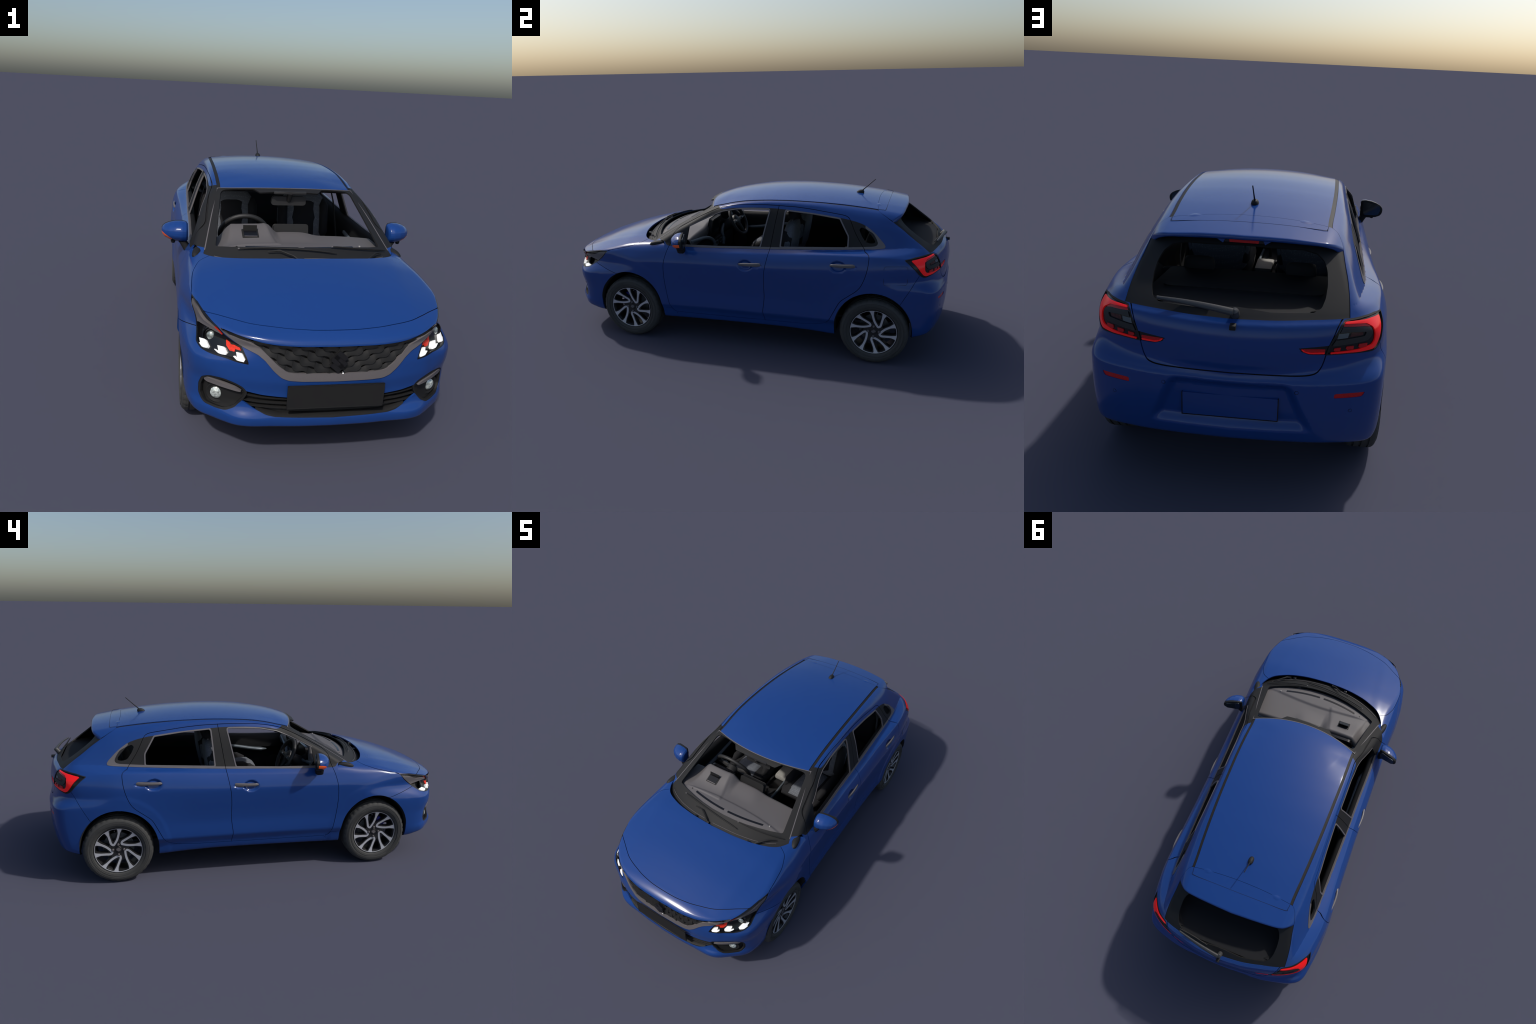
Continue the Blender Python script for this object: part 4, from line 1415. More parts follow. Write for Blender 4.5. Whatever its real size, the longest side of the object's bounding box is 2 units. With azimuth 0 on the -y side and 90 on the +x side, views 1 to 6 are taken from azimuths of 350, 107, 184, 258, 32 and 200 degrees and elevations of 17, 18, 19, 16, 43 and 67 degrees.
# fog lamps
fog_fine = finer(weld(fog_zone))
FOG_EDGE = cut(fog_fine, inside_of(END, FOG, -.006))[1]
pair('fog_bezel_rim', [(FOG_EDGE, nose_solid)], BLACK, lift=-.001, thick=.010)
inset('fog_brow', fog_fine, END, fillet([(.371, .2595, .004), (.3605, .2695, .006), (.334, .2655, .03), (.285, .2585, .04), (.262, .2460, .001), (.297, .2495, .03), (.334, .2515, .04), (.360, .2525, .006)]), nose_solid, SATIN, .0005, .012)
me_fog = new_mesh('fog_lens', *lathe([(.0001, .0065), (.0075, .0058), (.0135, .0038), (.0178, .0), (.0184, -.006)], 32, 'z'), material('fog_glass', (.55, .60, .57), rough=.15, metal=.35, grain=.6, grain_scale=160))
me_fogbowl = new_mesh('fog_bowl', *lathe([(.0184, -.004), (.0200, .0006), (.0225, -.001), (.030, .0015), (.0315, .001), (.033, -.006)], 40, 'z'), BLACK)
for sx in (1, -1):
    p = front_point(sx * .3400, .2185, -.0110)
    aim = Vector((sx * .30, -1, .02)).normalized()
    place('fog_lens', me_fog, None, facing(p, aim)); place('fog_bowl', me_fogbowl, None, facing(p, Vector((sx * .48, -1, 0))))

# rear plate recess: painted panel with a dark outline
def rear_point(x, z, off=0.0):
    p, n = surface_at(cabin_solid, (abs(x), 1.08, z), (0, -1, 0))
    sx = 1 if x >= 0 else -1
    return Vector((sx * p.x, p.y, p.z)) + Vector((sx * n.x, n.y, n.z)) * off


yb = rear_point(0, .285).y
solid('rear_plate_panel', *prism([(-.1285, .2490), (.1285, .2490), (.1285, .3150), (-.1285, .3150)], yb - .012, yb + .0015, 'xz'), PAINT)
for c, s_ in (((0, .2475), (.262, .0024)), ((-.1300, .2815), (.0022, .0680)), ((.1300, .2815), (.0022, .0680))):
    solid('rear_plate_edge', *box((c[0], yb - .002, c[1]), (s_[0], .008, s_[1])), GLOSS_BLACK)
for x, z in ((.177, .347), (-.177, .347), (.322, .289), (-.322, .289)):
    p, n = surface_at(cabin_solid, (abs(x), 1.08, z), (0, -1, 0)); sx = 1 if x > 0 else -1
    solid('parking_sensor', *[(lambda V, F: ([facing((sx * p.x, p.y, p.z), (sx * n.x, n.y, n.z)) @ Vector(v) for v in V], F))(*lathe([(.0044, -.002), (.0046, .0003), (.0054, .0003), (.0056, -.002)], 20, 'z'))][0], GAP)
    solid('parking_sensor', *[(lambda V, F: ([facing((sx * p.x, p.y, p.z), (sx * n.x, n.y, n.z)) @ Vector(v) for v in V], F))(*lathe([(.0001, .0004), (.0042, .0003), (.0044, -.002)], 20, 'z'))][0], PAINT)

# tailgate grip and camera
solid('tailgate_camera', *box((-.0042, .982, .519), (.0165, .020, .013)), BLACK, bevel=.002)

# =====================================================================
#  MIRRORS, HANDLES, WIPERS, AERIAL
# =====================================================================
def mirror_rings():
    rings = []
    # section stations from inner end to outer end: x, centre y, centre z, half depth, half height
    for x, yb_, yf, zt, zb in ((.393, -.280, -.322, .576, .512), (.399, -.274, -.330, .583, .507), (.415, -.268, -.334, .586, .506), (.440, -.261, -.329, .584, .508), (.462, -.256, -.317, .578, .513), (.478, -.252, -.301, .570, .521), (.486, -.251, -.287, .562, .530), (.4895, -.253, -.275, .555, .538)):
        ring = []
        n = 28
        for k in range(n):
            t = 2 * math.pi * k / n
            c, s = math.cos(t), math.sin(t)
            # flat back (towards +y), domed front
            e = 2.8
            cc = math.copysign(abs(c) ** (2 / e), c); ss = math.copysign(abs(s) ** (2 / e), s)
            cy = yb_ - .004 if cc > 0 else yb_ - .004
            y = yb_ - .006 + (.006 * cc if cc > 0 else (yb_ - .006 - yf) * cc)
            z = (zt + zb) / 2 + (zt - zb) / 2 * ss * (1 if cc > -.2 else 1 - .30 * (-cc - .2) ** 1.5)
            ring.append((x, y, z))
        rings.append(ring)
    return rings


mr = mirror_rings()
def split_mesh(V, F):
    T = []
    for f in F:
        for i in range(1, len(f) - 1): T.append((f[0], f[i], f[i + 1]))
    return np.array(V, float), np.array(T)

MV, MT = split_mesh(*loft(mr))
MV, MT = finer(finer((MV, MT)))
cap_edge = lambda P: np.maximum(.529 + .55 * (P[:, 0] - .46), .5085)
cover, lowpart = cut((MV, MT), lambda P: cap_edge(P) - P[:, 2])
backpart, cover = cut(cover, lambda P: -P[:, 1] - .2680 - .22 * np.maximum(.478 - P[:, 0], 0))
backpart2, lowpart = cut(lowpart, lambda P: -P[:, 1] - .2620 - .22 * np.maximum(.478 - P[:, 0], 0))
orange, lowpart = cut(lowpart, lambda P: np.maximum(.452 - P[:, 0], cap_edge(P) - .0130 - P[:, 2]))
for sx in (1, -1):
    ROOTM = bpy.data.objects.new('door_mirror', None); link(ROOTM, ROOT); ROOTM.location = (0, 0, 0)
    def put(name, m, mat, **k):
        P, T = m if sx > 0 else mirrored(m)
        return raw_object(name, P, T, mat, ROOTM, angle=50)
    put('mirror_cover', weld(cover), PAINT); put('mirror_housing', weld(merge(lowpart, backpart, backpart2)), BLACK); put('mirror_indicator', weld(orange), ORANGE)
    gl = fillet([(.404, .580, .008), (.475, .570, .012), (.480, .545, .02), (.470, .524, .012), (.409, .519, .008), (.400, .55, .02)])
    solid('mirror_glass', *[(lambda V, F: ([(sx * v[0], v[1] + .27 * (v[0] - .478) + .0015, v[2]) for v in V], F))(*prism(gl, -.2545, -.2505, 'xz'))][0], MIRROR_GLASS, parent=ROOTM)
    # foot
    rings = []
    for t in np.linspace(0, 1, 8):
        cx = .4135 - .026 * t ** .8; cz = .512 - .050 * t; cy = -.292 - .006 * t
        hw = .016 - .003 * t; hd = .022 - .002 * t
        rings.append([(sx * (cx + a), cy + b, cz) for a, b in superellipse(18, 3, hw, hd)])
    solid('mirror_foot', *loft(rings), BLACK, parent=ROOTM)
    V, F = lathe([(.0001, -.007), (.006, -.0055), (.0085, 0), (.009, .006)], 20, 'z')
    solid('mirror_lamp', [(sx * (x + .447), y - .288, z + .507) for x, y, z in V], F, BLACK, parent=ROOTM)

# door handles
def handle_mesh():
    rings = []
    for s in np.linspace(0, 1, 22):
        y = (s - .5) * .122
        bow = .0105 * math.sin(math.pi * min(1, max(0, (s * .96 + .02)))) ** .5
        h = .0088 * (1 - .32 * s) * min(1, .45 + 6 * min(s, 1 - s)) ** .6
        d = .0050
        rings.append([(bow + a * 1.0, y, b + 0.0) for a, b in superellipse(14, 3.2, d, h)])
    return new_mesh('door_handle', *loft(rings), SATIN)


HM = handle_mesh()
for sx in (1, -1):
    for cy, cz, lock in ((.068, .4485, True), (.521, .478, False)):
        x = float(half_width(np.array([cy]), np.array([cz + .028]))[0])
        M = Matrix.Translation((sx * (x + .001), cy, cz)) @ Matrix.Rotation(math.radians(2.2 if sx > 0 else 2.2), 4, 'X')
        # taper towards the front: flip so that the thick end is at the rear
        M = M @ Matrix.Scale(-1, 4, (0, 1, 0))
        if sx < 0: M = M @ Matrix.Scale(-1, 4, (1, 0, 0))
        o = place('door_handle', HM, None, M)
        if lock and sx < 0:
            V, F = lathe([(.0001, .0012), (.003, .001), (.0034, -.002)], 16, 'x')
            solid('key_lock', [(sx * (x + .0095) - a, cy + .046 + b, cz + c) for a, b, c in V], F, material('lock_steel', (.35, .4, .42), rough=.3, metal=.7))

# fuel flap on the right flank
flap = fillet([(.707, .488, .012), (.8115, .4915, .012), (.8115, .4055, .012), (.708, .401, .012)], n=9)
pts = []
for y, z in list(flap) + [flap[0]]:
    p, n = surface_at(cabin_solid, (.52, y, z), (-1, 0, 0))
    pts.append(p - n * .0003)
solid('fuel_flap_joint', *tube(pts, .0008, 6), GAP)

# wiper at the back
yW = lambda x, z: float(rear(np.array([abs(x)]), np.array([z]))[0])
rings = []
tip = Vector((.207, .927, .5590)); piv = Vector((-.002, .964, .5480))
for t in np.linspace(0, 1, 16):
    p = piv.lerp(tip, t)
    n = Vector((0, .62, .78))
    p = p + n * (.004 + .006 * math.sin(math.pi * t) + .003 * (1 - t))
    w = .0100 * (1 - .62 * t ** 1.4); h = .0070 * (1 - .5 * t)
    side = Vector((0, .78, -.62))
    rings.append([tuple(p + side * a + n * b) for a, b in superellipse(14, 2.6, w, h)])
solid('rear_wiper_arm', *loft(rings), SATIN_DARK if 'SATIN_DARK' in globals() else material('wiper_grey', (.045, .045, .046), rough=.5), smooth_angle=50)
V, F = lathe([(.0001, .015), (.009, .013), (.0115, .005), (.012, -.012)], 24, 'z')
solid('rear_wiper_pivot', [tuple(facing(piv + Vector((-.004, -.004, 0)), (0, .62, .78)) @ Vector(v)) for v in V], F, bpy.data.materials['wiper_grey'])
solid('rear_wiper_blade', *tube([tip + Vector((.002, -.008, .002)), tip.lerp(piv, .35) + Vector((0, -.012, -.004)), tip.lerp(piv, .68) + Vector((0, -.012, -.007))], [.0022, .0040, .0025], 8), BLACK)

# front wipers on the screen base
def screen_point(x, y, lift):
    z = float(roof(np.array([abs(x)]), np.array([y]))[0])
    e = 1e-3
    gx = (float(roof(np.array([abs(x) + e]), np.array([y]))[0]) - z) / e * (1 if x >= 0 else -1)
    gy = (float(roof(np.array([abs(x)]), np.array([y + e]))[0]) - z) / e
    n = Vector((-gx, -gy, 1)).normalized()
    return Vector((x, y, z)) + n * lift


for name, pivot, elbow, tip_, blade_a, blade_b in (
        ('front_wiper', (.215, -.560), (.262, -.512), (.290, -.494), (.10, -.520), (.318, -.468)),
        ('front_wiper', (-.03, -.585), (-.09, -.545), (-.13, -.540), (-.225, -.500), (.11, -.548))):
    solid('wiper_arm', *tube([screen_point(*pivot, .008), screen_point(*pivot, .016).lerp(screen_point(*elbow, .018), .3), screen_point(*elbow, .016), screen_point(*tip_, .012)], [.0050, .0042, .0032, .0026], 8), BLACK)
    pth = [screen_point(blade_a[0] + (blade_b[0] - blade_a[0]) * t, blade_a[1] + (blade_b[1] - blade_a[1]) * t - .010 * math.sin(math.pi * t), .009) for t in np.linspace(0, 1, 14)]
    solid('wiper_blade', *tube(pth, [.0018] + [.0030] * 12 + [.0018], 8), BLACK)
    solid('wiper_end', *tube([pth[0] + Vector((-.003, 0, 0)), pth[0] + Vector((.003, 0, 0))], .0028, 8), SATIN)
    solid('wiper_pivot', *tube([screen_point(*pivot, -.004), screen_point(*pivot, .013)], [.0085, .0065], 14), BLACK)
# cowl lip: satin line along the bonnet's rear edge and small jets
for rng_ in ((-.31, -.045), (-.01, .30)):
    pth = [screen_point(x, float(BONNET_REAR(np.array([abs(x)]))[0]) + .022 + .012 * (abs(x) / .3) ** 2, .003) for x in np.linspace(*rng_, 22)]
    solid('cowl_trim', *tube(pth, .0012, 6), SATIN)
for x in (-.105, .19):
    p = screen_point(x, float(BONNET_REAR(np.array([abs(x)]))[0]) + .010, .002)
    solid('washer_jet', *box((p.x, p.y, p.z + .004), (.016, .014, .008)), GLOSS_BLACK, bevel=.002)

# aerial
zb = float(roof(np.array([0.]), np.array([.538]))[0])
rings = []
for t in np.linspace(0, 1, 9):
    f = math.sqrt(max(0, 1 - t ** 2.2))
    rings.append([(a, .5375 + b + .006 * t, zb - .002 + .0165 * t) for a, b in superellipse(24, 2.4, .0125 * (.12 + .88 * f), .0200 * (.12 + .88 * f))])
solid('aerial_base', *loft(rings), BLACK)
solid('aerial_mast', *tube([(-.001, .547, zb + .010), (0, .556, zb + .018), (0, .580, zb + .0395), (0, .6135, .8075)], [.0036, .0027, .0021, .0019], 10), BLACK)

# =====================================================================
#  CABIN INTERIOR
# =====================================================================
CARPET = material('carpet', (.007, .007, .008), rough=.95, grain=.3, grain_scale=400)
LINING = material('door_lining', (.010, .0105, .012), rough=.75, spec=.25, grain=.15, grain_scale=400)
CLOTH_DARK = material('seat_cloth_dark', (.010, .010, .012), rough=.9, grain=.3, grain_scale=500)
GARNISH = material('silver_garnish', (.13, .155, .18), rough=.4, metal=.3)
GREY_ARM = material('armrest_grey', (.33, .32, .30), rough=.6, grain=.06)
RED_BUCKLE = material('red_buckle', (.75, .02, .02), rough=.4)


def seat_cloth():
    m = bpy.data.materials.new('seat_cloth_dotted'); m.use_nodes = True
    nt = m.node_tree; b = nt.nodes['Principled BSDF']; b.inputs['Roughness'].default_value = .9
    tc = nt.nodes.new('ShaderNodeTexCoord'); vo = nt.nodes.new('ShaderNodeTexVoronoi'); cr = nt.nodes.new('ShaderNodeValToRGB')
    vo.inputs['Scale'].default_value = 170; vo.inputs['Randomness'].default_value = .35
    cr.color_ramp.elements[0].position = .12; cr.color_ramp.elements[0].color = (.28, .30, .32, 1)
    cr.color_ramp.elements[1].position = .30; cr.color_ramp.elements[1].color = (.12, .13, .15, 1)
    nt.links.new(tc.outputs['Object'], vo.inputs['Vector']); nt.links.new(vo.outputs['Distance'], cr.inputs['Fac'])
    nt.links.new(cr.outputs['Color'], b.inputs['Base Color'])
    return m


CLOTH = seat_cloth()


def cushion(name, stations, mat, parent=None, e=3.2, n=24):
    """soft body lofted through (centre, right vector, up vector, half width, half height)"""
    rings = []
    for c, r, u, w, h in stations:
        c, r, u = Vector(c), Vector(r), Vector(u)
        rings.append([tuple(c + r * a + u * b) for a, b in superellipse(n, e, w, h)])
    return solid(name, *loft(rings), mat, parent=parent, smooth_angle=70)


def seat(cx, sy=0.0, name='front_seat'):
    S = bpy.data.objects.new(name, None); link(S, ROOT); S.location = (0, sy, 0)
    X = (1, 0, 0)
    # cushion along y
    def cu(w, h, dz, mat, y0, y1, nm):
        st = []
        for t in np.linspace(0, 1, 9):
            f = (1 - abs(2 * t - 1) ** 5) ** .5 if 0 < t < 1 else .25
            st.append(((cx, y0 + (y1 - y0) * t, .372 + dz - .030 * t), X, (0, 0, 1), w * (.80 + .20 * f), h * max(f, .2)))
        cushion(nm, st, mat, S)
    cu(.118, .042, 0, CLOTH_DARK, -.090, .185, 'seat_cushion')
    cu(.070, .042, .010, CLOTH, -.085, .175, 'seat_insert')
    for s in (-1, 1):
        cushion('seat_bolster', [((cx + s * .100, -.05 + .25 * t, .398 - .02 * t + .006 * math.sin(math.pi * t)), X, (0, 0, 1), .022 * (1 if 0 < i < 6 else .3), .030 * (1 if 0 < i < 6 else .3)) for i, t in enumerate(np.linspace(0, 1, 7))], CLOTH_DARK, S, e=2.2)
    # back, leaning
    d = Vector((0, .17, .985)).normalized(); u = Vector((0, -.985, .17))
    base = Vector((cx, .184, .375))
    prof = [(0, .085, .024), (.03, .108, .032), (.10, .120, .035), (.16, .120, .033), (.205, .105, .028), (.235, .080, .024), (.250, .045, .012)]
    cushion('seat_back', [(base + d * a, X, u, w, h) for a, w, h in prof], CLOTH, S)
    prof = [(.01, .055, .018), (.04, .066, .028), (.12, .070, .031), (.19, .062, .026), (.215, .045, .012)]
    cushion('back_insert', [(base + d * a + u * .008, X, u, w, h) for a, w, h in prof], CLOTH_DARK, S)
    for s in (-1, 1):
        cushion('back_bolster', [(base + d * (.02 + .19 * t) + Vector((s * .098, 0, 0)) + u * .014, X, u, .022 * (1 if 0 < i < 6 else .3), .040 * (1 if 0 < i < 6 else .3)) for i, t in enumerate(np.linspace(0, 1, 7))], CLOTH_DARK, S, e=2.2)
    hb = base + d * .258
    prof = [(0, .040, .012), (.008, .060, .024), (.03, .066, .028), (.055, .060, .025), (.068, .035, .010)]
    cushion('head_restraint', [(hb + d * a, X, u, w, h) for a, w, h in prof], CLOTH_DARK, S)
    for s in (-1, 1):
        solid('restraint_post', *tube([base + d * .23 + Vector((s * .03, 0, 0)), hb + d * .02 + Vector((s * .03, 0, 0))], .004, 8), STEEL, parent=S)


seat(-.172, -.004); seat(.172, .004)
# rear bench
B = bpy.data.objects.new('rear_bench', None); link(B, ROOT)
cushion('bench_cushion', [((0, .40 + .19 * t, .315 + .02 * math.sin(math.pi * t)), (1, 0, 0), (0, 0, 1), .28 * (1 if 0 < i < 6 else .96), .045 * (1 if 0 < i < 6 else .5)) for i, t in enumerate(np.linspace(0, 1, 7))], CLOTH_DARK, B, e=5)
d = Vector((0, .30, .95)); u = Vector((0, -.95, .30))
cushion('bench_back', [(Vector((0, .575, .36)) + d * a, (1, 0, 0), u, w, h) for a, w, h in ((0, .28, .02), (.02, .29, .035), (.10, .29, .04), (.168, .285, .032), (.184, .27, .012))], CLOTH_DARK, B, e=5)
for cx in (-.161, .159):
    cushion('head_restraint', [(Vector((cx, .612, .520)) + d * a, (1, 0, 0), u, w, h) for a, w, h in ((0, .036, .010), (.006, .044, .018), (.03, .048, .020), (.052, .045, .017), (.060, .034, .007))], CLOTH_DARK, B, e=4)

# floor, firewall, boot
solid('cabin_floor', *box((0, .02, .205), (.74, 1.20, .01)), CARPET)
solid('firewall', *box((0, -.50, .34), (.66, .02, .28)), CARPET)
for sx in (-1, 1):
    rings = []
    for t in np.linspace(-1, 1, 11):
        f = math.sqrt(max(0, 1 - t * t)) + .05
        rings.append([(sx * (.3640 - .012 * t + a), -.432 - .050 * t * -1, .5065 + .004 * t + b) for a, b in superellipse(16, 2.5, .017 * f, .016 * f)])
    solid('cowl_corner_plug', *loft(rings), BLACK)  # black plug added to fill the open hole beside the bonnet corner
solid('boot_floor', *box((0, .76, .30), (.66, .24, .01)), CARPET)
solid('boot_wall', *box((0, .66, .40), (.66, .01, .22)), CARPET)
SHELF = solid('parcel_shelf', *prism(fillet([(-.245, .628, .02), (.245, .628, .02), (.262, .80, .03), (.255, .885, .03), (.18, .925, .05), (-.18, .925, .05), (-.255, .885, .03), (-.262, .80, .03)]), .529, .538, 'xy'), LINING, bevel=.003)
solid('shelf_step', *prism(fillet([(-.225, .645, .02), (.225, .645, .02), (.235, .79, .03), (-.235, .79, .03)]), .538, .5425, 'xy'), LINING, parent=SHELF, bevel=.002)
for sx in (-1, 1):
    V, F = [], []
    ys = np.linspace(.60, .90, 16)
    for y in ys:
        w = float(half_width(np.array([y]), np.array([.55]))[0]); lim = min(w - .03, .30 - .10 * max(0, (y - .80) / .1))
        V += [(sx * (lim + .03), y, .545), (sx * lim, y, .540), (sx * (lim - .035), y, .515), (sx * (lim - .045), y, .45)]
    for i in range(15):
        for k in range(3): F.append((i * 4 + k, i * 4 + k + 1, i * 4 + 5 + k, i * 4 + 4 + k))
    solid('boot_side_trim', V, F, LINING)

# linings behind the skin
single('headliner', [(roof_m, C_)], LINING, lift=-.013, thick=.003)
pair('frame_lining', [(select(side_frame, lambda c: (c[:, 1] > -.3) & (c[:, 1] < .92) & (c[:, 2] > .18))[0], C_)], LINING, lift=-.012, thick=.003)
for dm, nm in ((door_f, 'front_door_card'), (door_r, 'rear_door_card')):
    low = cut(dm, lambda P: P[:, 2] - (.505 + .03 * (P[:, 1] + .3)))[0]
    pair(nm, [(low, C_)], LINING, lift=-.030, thick=.004)
    up = cut(dm, lambda P: .60 - P[:, 2])[0]
    pair('frame_cover', [(up, C_)], LINING, lift=-.0075, thick=.002)
for sx in (-1, 1):
    V, F = [], []
    ys = np.linspace(-.30, .615, 40)
    bz_ = SIDE_LINES[6][1]; bx_ = SIDE_LINES[6][0]
    for y in ys:
        x = float(bx_(np.array([y]))[0]); z = float(bz_(np.array([y]))[0])
        for a, b in ((-.006, .004), (-.010, .0065), (-.020, .0035), (-.029, -.006), (-.034, -.030), (-.032, -.07)):
            V.append((sx * (x + a), y, z + b))
    for i in range(39):
        for k in range(5): F.append((i * 6 + k, i * 6 + k + 1, i * 6 + 7 + k, i * 6 + 6 + k))
    solid('door_sill_cap', V, F, LINING)
    # arm rest and pull on the door card
    xs_ = .372
    cushion('door_arm_rest', [((sx * (xs_ - .012), -.20 + .30 * t, .440 - .018 * math.cos(math.pi * t)), (0, 0, 1), (sx, 0, 0), .012 * (1 if 0 < i < 8 else .3), .028 * (1 if 0 < i < 8 else .5)) for i, t in enumerate(np.linspace(0, 1, 9))], GARNISH if sx > 0 else GARNISH, None, e=2.6)
    solid('door_pull', *box((sx * (xs_ - .008), -.155, .4935), (.020, .045, .010)), SATIN, bevel=.003)
    solid('speaker_grille', *tube([(sx * .378, -.25, .33), (sx * .372, -.25, .33)], .045, 28), DARK_PLASTIC)

# ---------------- dashboard
DB = bpy.data.objects.new('dashboard', None); link(DB, ROOT)


def dash_height(x, y):
    front_edge_ = -.53 + .72 * x * x
    t = np.clip((y - front_edge_) / .06, 0, 1)
    z = .525 + .015 * t * (2 - t)                                  # roll up from the glass
    z = z - .020 * np.abs(x / .31) ** 3 * .5 + .0 * y
    ridge = .006 * smoothstep(-.435, -.42, y + .10 * x * x * 3) 
    z = z - ridge
    z = z + .014 * np.exp(-((x + .0) / .085) ** 4) * smoothstep(-.40, -.29, y)         # swelling under the screen
    hood = smoothstep(.118, .066, np.abs(x + .166)) * smoothstep(-.455, -.285, y) ** 1.4 * .047
    panel_ = smoothstep(.086, .078, np.abs(x + .168) + .25 * (y + .36)) * smoothstep(-.452, -.446, y) * .004
    return z + hood + panel_


xs = np.linspace(-.325, .325, 120)
V, F = [], []
NY = 60
for x in xs:
    y0 = -.525 + .72 * x * x; y1 = -.278 - .012 * math.exp(-((x + .168) / .09) ** 4)
    for j in range(NY):
        t = j / (NY - 1); y = y0 + (y1 - y0) * t
        z = float(dash_height(np.array(x), np.array(y)))
        e = max(0, (t - .93) / .07)
        z -= .012 * e ** 2
        V.append((x, y, z))
    zr = V[-1][2]
    V.append((x, y1 + .004, zr - .012)); V.append((x, y1 - .002, zr - .040)); V.append((x, y1 - .03, .45))
W = NY + 3
for i in range(len(xs) - 1):
    for j in range(W - 1):
        F.append((i * W + j, (i + 1) * W + j, (i + 1) * W + j + 1, i * W + j + 1))
solid('dash_top', V, F, DASH, parent=DB, smooth_angle=60)
solid('dash_lower', *box((0, -.355, .39), (.64, .16, .14)), LINING, parent=DB, bevel=.02)


def on_dash(x, y, up=0.0):
    return (x, y, float(dash_height(np.array(x), np.array(y))) + up)


# defroster vents: dark strips laid on the dash in place of slots
for a, b in ((-.197, -.010), (.012, .199)):
    top, bot = [], []
    for x in np.linspace(a, b, 24):
        yc = -.487 + .65 * x * x
        top.append(on_dash(x, yc + .005, .0012)); bot.append(on_dash(x, yc - .005, .0012))
    V = top + bot[::-1]
    n = len(top)
    VV = V + [(p[0], p[1], p[2] - .004) for p in V]
    FF = [(i, i + 1, 2 * n - 2 - i, 2 * n - 1 - i) for i in range(n - 1)] + [(i, (i + 1) % (2 * n), (i + 1) % (2 * n) + 2 * n, i + 2 * n) for i in range(2 * n)]
    solid('defroster_strip', VV, FF, GLOSS_BLACK, parent=DB)
solid('sun_sensor', *tube([on_dash(.229, -.450, -.002), on_dash(.229, -.450, .003)], [.0042, .0030], 14), GREY_ARM, parent=DB)
solid('dash_clip', *tube([on_dash(-.228, -.454, -.002), on_dash(-.228, -.454, .0015)], [.0034, .0030], 12), BLACK, parent=DB)
# head-up display: black box, slightly proud, standing for the well
c = Vector(on_dash(-.166, -.362))
slope = (float(dash_height(np.array(-.166), np.array(-.35))) - float(dash_height(np.array(-.166), np.array(-.374)))) / .024
TILT = Matrix.Translation(c) @ Matrix.Rotation(math.atan(slope), 4, 'X')
def tilted(V, F, extra=None):
    M_ = TILT @ extra if extra is not None else TILT
    return [M_ @ Vector(v) for v in V], F
solid('display_block', *tilted(*box((0, 0, -.001), (.062, .050, .008))), BLACK, parent=DB, bevel=.003)
solid('display_glass', *tilted(*box((0, -.004, .0034), (.050, .034, .002))), GLOSS_BLACK, parent=DB)
solid('display_flap', *tilted(*box((0, 0, 0), (.052, .022, .002)), extra=Matrix.Translation((0, .018, .012)) @ Matrix.Rotation(math.radians(58), 4, 'X')), GLOSS_BLACK, parent=DB)
solid('display_bar', *tilted(*box((0, -.020, .0046), (.048, .0025, .0015))), SATIN, parent=DB)
# centre screen
M = Matrix.Translation((.008, -.272, .515)) @ Matrix.Rotation(math.radians(-14), 4, 'X')
solid('centre_screen', *[(lambda V, F: ([M @ Vector(v) for v in V], F))(*prism(fillet([(-.066, -.055, .01), (.066, -.055, .01), (.066, .055, .01), (-.066, .055, .01)]), -.012, .012, 'xz'))][0], BLACK, parent=DB, bevel=.003)
solid('screen_glass', *[(lambda V, F: ([M @ Vector(v) for v in V], F))(*prism(fillet([(-.052, -.030, .004), (.052, -.030, .004), (.052, .048, .004), (-.052, .048, .004)]), .012, .0135, 'xz'))][0], material('screen_dark', (.012, .02, .024), rough=.2, grain=.5, grain_scale=60), parent=DB)
solid('climate_panel', *box((.008, -.262, .425), (.12, .03, .062)), BLACK, parent=DB, bevel=.006)
for x in (-.022, .038):
    solid('climate_frame', *tube([(x - .016, -.245, .440), (x + .016, -.245, .440), (x + .014, -.245, .418), (x - .014, -.245, .418), (x - .016, -.245, .440)], .0022, 6), GARNISH, parent=DB)
for sx in (-1, 1):
    pth = [(sx * .31, -.285, .508), (sx * .22, -.276, .496), (sx * .13, -.268, .482), (sx * .075, -.256, .455), (sx * .068, -.246, .425), (sx * .05, -.243, .395)]
    solid('dash_garnish', *tube(flow(pth, n=5), .010, 10), GARNISH, parent=DB, smooth_angle=60)
# instrument binnacle
solid('instrument_panel', *prism(fillet([(-.248, .505, .01), (-.092, .505, .01), (-.100, .572, .03), (-.238, .572, .03)]), -.284, -.270, 'xz'), GLOSS_BLACK, parent=DB)

# steering wheel
SW = bpy.data.objects.new('steering_wheel', None); link(SW, ROOT)
c = Vector((-.166, -.186, .514)); nrm = Vector((0, .90, .44)).normalized()
a = Vector((1, 0, 0)); b = nrm.cross(a).normalized()
ring = [c + a * .094 * math.cos(t) + b * .088 * (math.sin(t) if math.sin(t) * b.z > -.93 else math.sin(t)) for t in np.linspace(0, 2 * math.pi, 49)]
V, F = tube(ring, .0098, 12, cap=False)
solid('wheel_rim', V, F, DARK_PLASTIC, parent=SW, smooth_angle=70)
for ang in (0, 180, -90):
    t = math.radians(ang)
    e = c + a * .09 * math.cos(t) + b * .085 * math.sin(t) * (1 if b.z > 0 else -1)
    solid('wheel_spoke', *tube([c - nrm * .012, e], [.014, .009], 8), DARK_PLASTIC, parent=SW)
V, F = lathe([(.0001, .010), (.022, .008), (.034, .0), (.036, -.018)], 28, 'z')
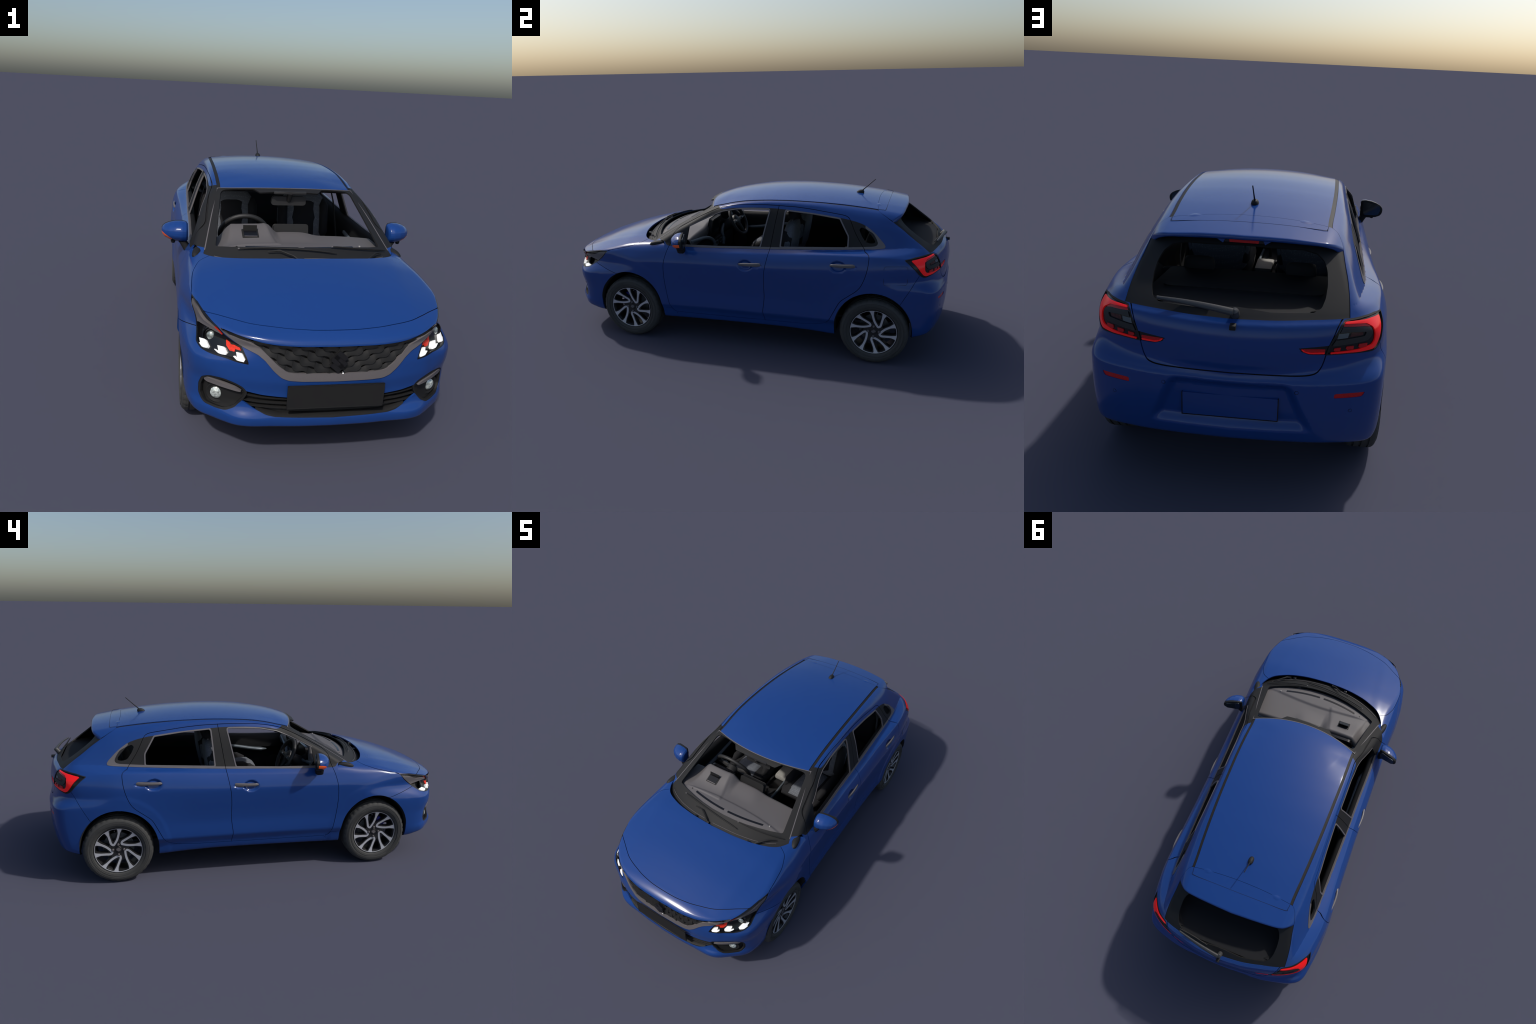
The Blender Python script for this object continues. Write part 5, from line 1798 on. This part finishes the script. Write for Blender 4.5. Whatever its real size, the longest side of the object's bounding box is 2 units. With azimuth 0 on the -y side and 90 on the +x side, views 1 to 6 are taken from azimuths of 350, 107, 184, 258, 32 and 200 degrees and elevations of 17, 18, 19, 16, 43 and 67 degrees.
solid('wheel_boss', [tuple(facing(c - nrm * .008, nrm) @ Vector(v)) for v in V], F, DARK_PLASTIC, parent=SW)
solid('wheel_button', *tube([c + a * .045 + nrm * .004, c + a * .056 + nrm * .004], .005, 8), GARNISH, parent=SW)
solid('wheel_button', *tube([c - a * .045 + nrm * .004, c - a * .056 + nrm * .004], .005, 8), GARNISH, parent=SW)
solid('steering_column', *tube([c - nrm * .01, c - nrm * .12], [.028, .035], 14), DARK_PLASTIC, parent=SW)
# console
CO = bpy.data.objects.new('centre_console', None); link(CO, ROOT)
solid('console_body', *box((0, -.08, .27), (.085, .34, .13)), DARK_PLASTIC, parent=CO, bevel=.015)
solid('arm_rest', *box((.005, .075, .358), (.072, .125, .030)), GREY_ARM, parent=CO, bevel=.010)
solid('arm_rest_base', *box((.005, .085, .31), (.06, .12, .075)), DARK_PLASTIC, parent=CO, bevel=.01)
solid('gear_lever', *tube([(0, -.13, .32), (0, -.12, .375), (0, -.118, .395)], [.008, .006, .012], 12), DARK_PLASTIC, parent=CO)
for sx in (-1, 1):
    solid('console_rail', *tube([(sx * .036, -.20, .34), (sx * .038, -.08, .345), (sx * .036, .02, .355)], .006, 8), GARNISH if sx > 0 else DARK_PLASTIC, parent=CO)
    solid('seat_buckle', *box((sx * .058, .06, .395), (.010, .012, .030)), RED_BUCKLE, parent=CO, bevel=.002)
# inner mirror and its foot
solid('inner_mirror', *prism(fillet([(-.062, .639, .010), (.073, .639, .010), (.070, .668, .010), (-.058, .668, .010)]), -.215, -.198, 'xz'), DARK_PLASTIC, bevel=.003)
solid('mirror_stem', *tube([(.006, -.212, .655), (.006, -.222, .672), (.006, -.232, .690)], [.010, .011, .013], 10), DARK_PLASTIC)
solid('sensor_cover', *box((.004, -.225, .690), (.13, .035, .012)), DARK_PLASTIC, bevel=.004)
# belts at the centre pillars
BELT = material('belt_webbing', (.05, .052, .055), rough=.9, grain=.7, grain_scale=250)
for sx in (-1, 1):
    for y0, y1, z0 in ((.19, .17, .66), (.55, .52, .64)):
        solid('seat_belt', *loft([[(sx * (x + dx), y + dy, z) for dx, dy in ((0, -.011), (.0015, -.011), (.0015, .011), (0, .011))] for x, y, z in ((.288, y0, z0), (.312, y0 - .005, .58), (.335, y1, .42), (.335, y1, .30))]), BELT)

# the whole car stands turned by a hair
ROOT.rotation_euler = (0, 0, .0035)
ROOT.location = (-.0015, 0, 0)
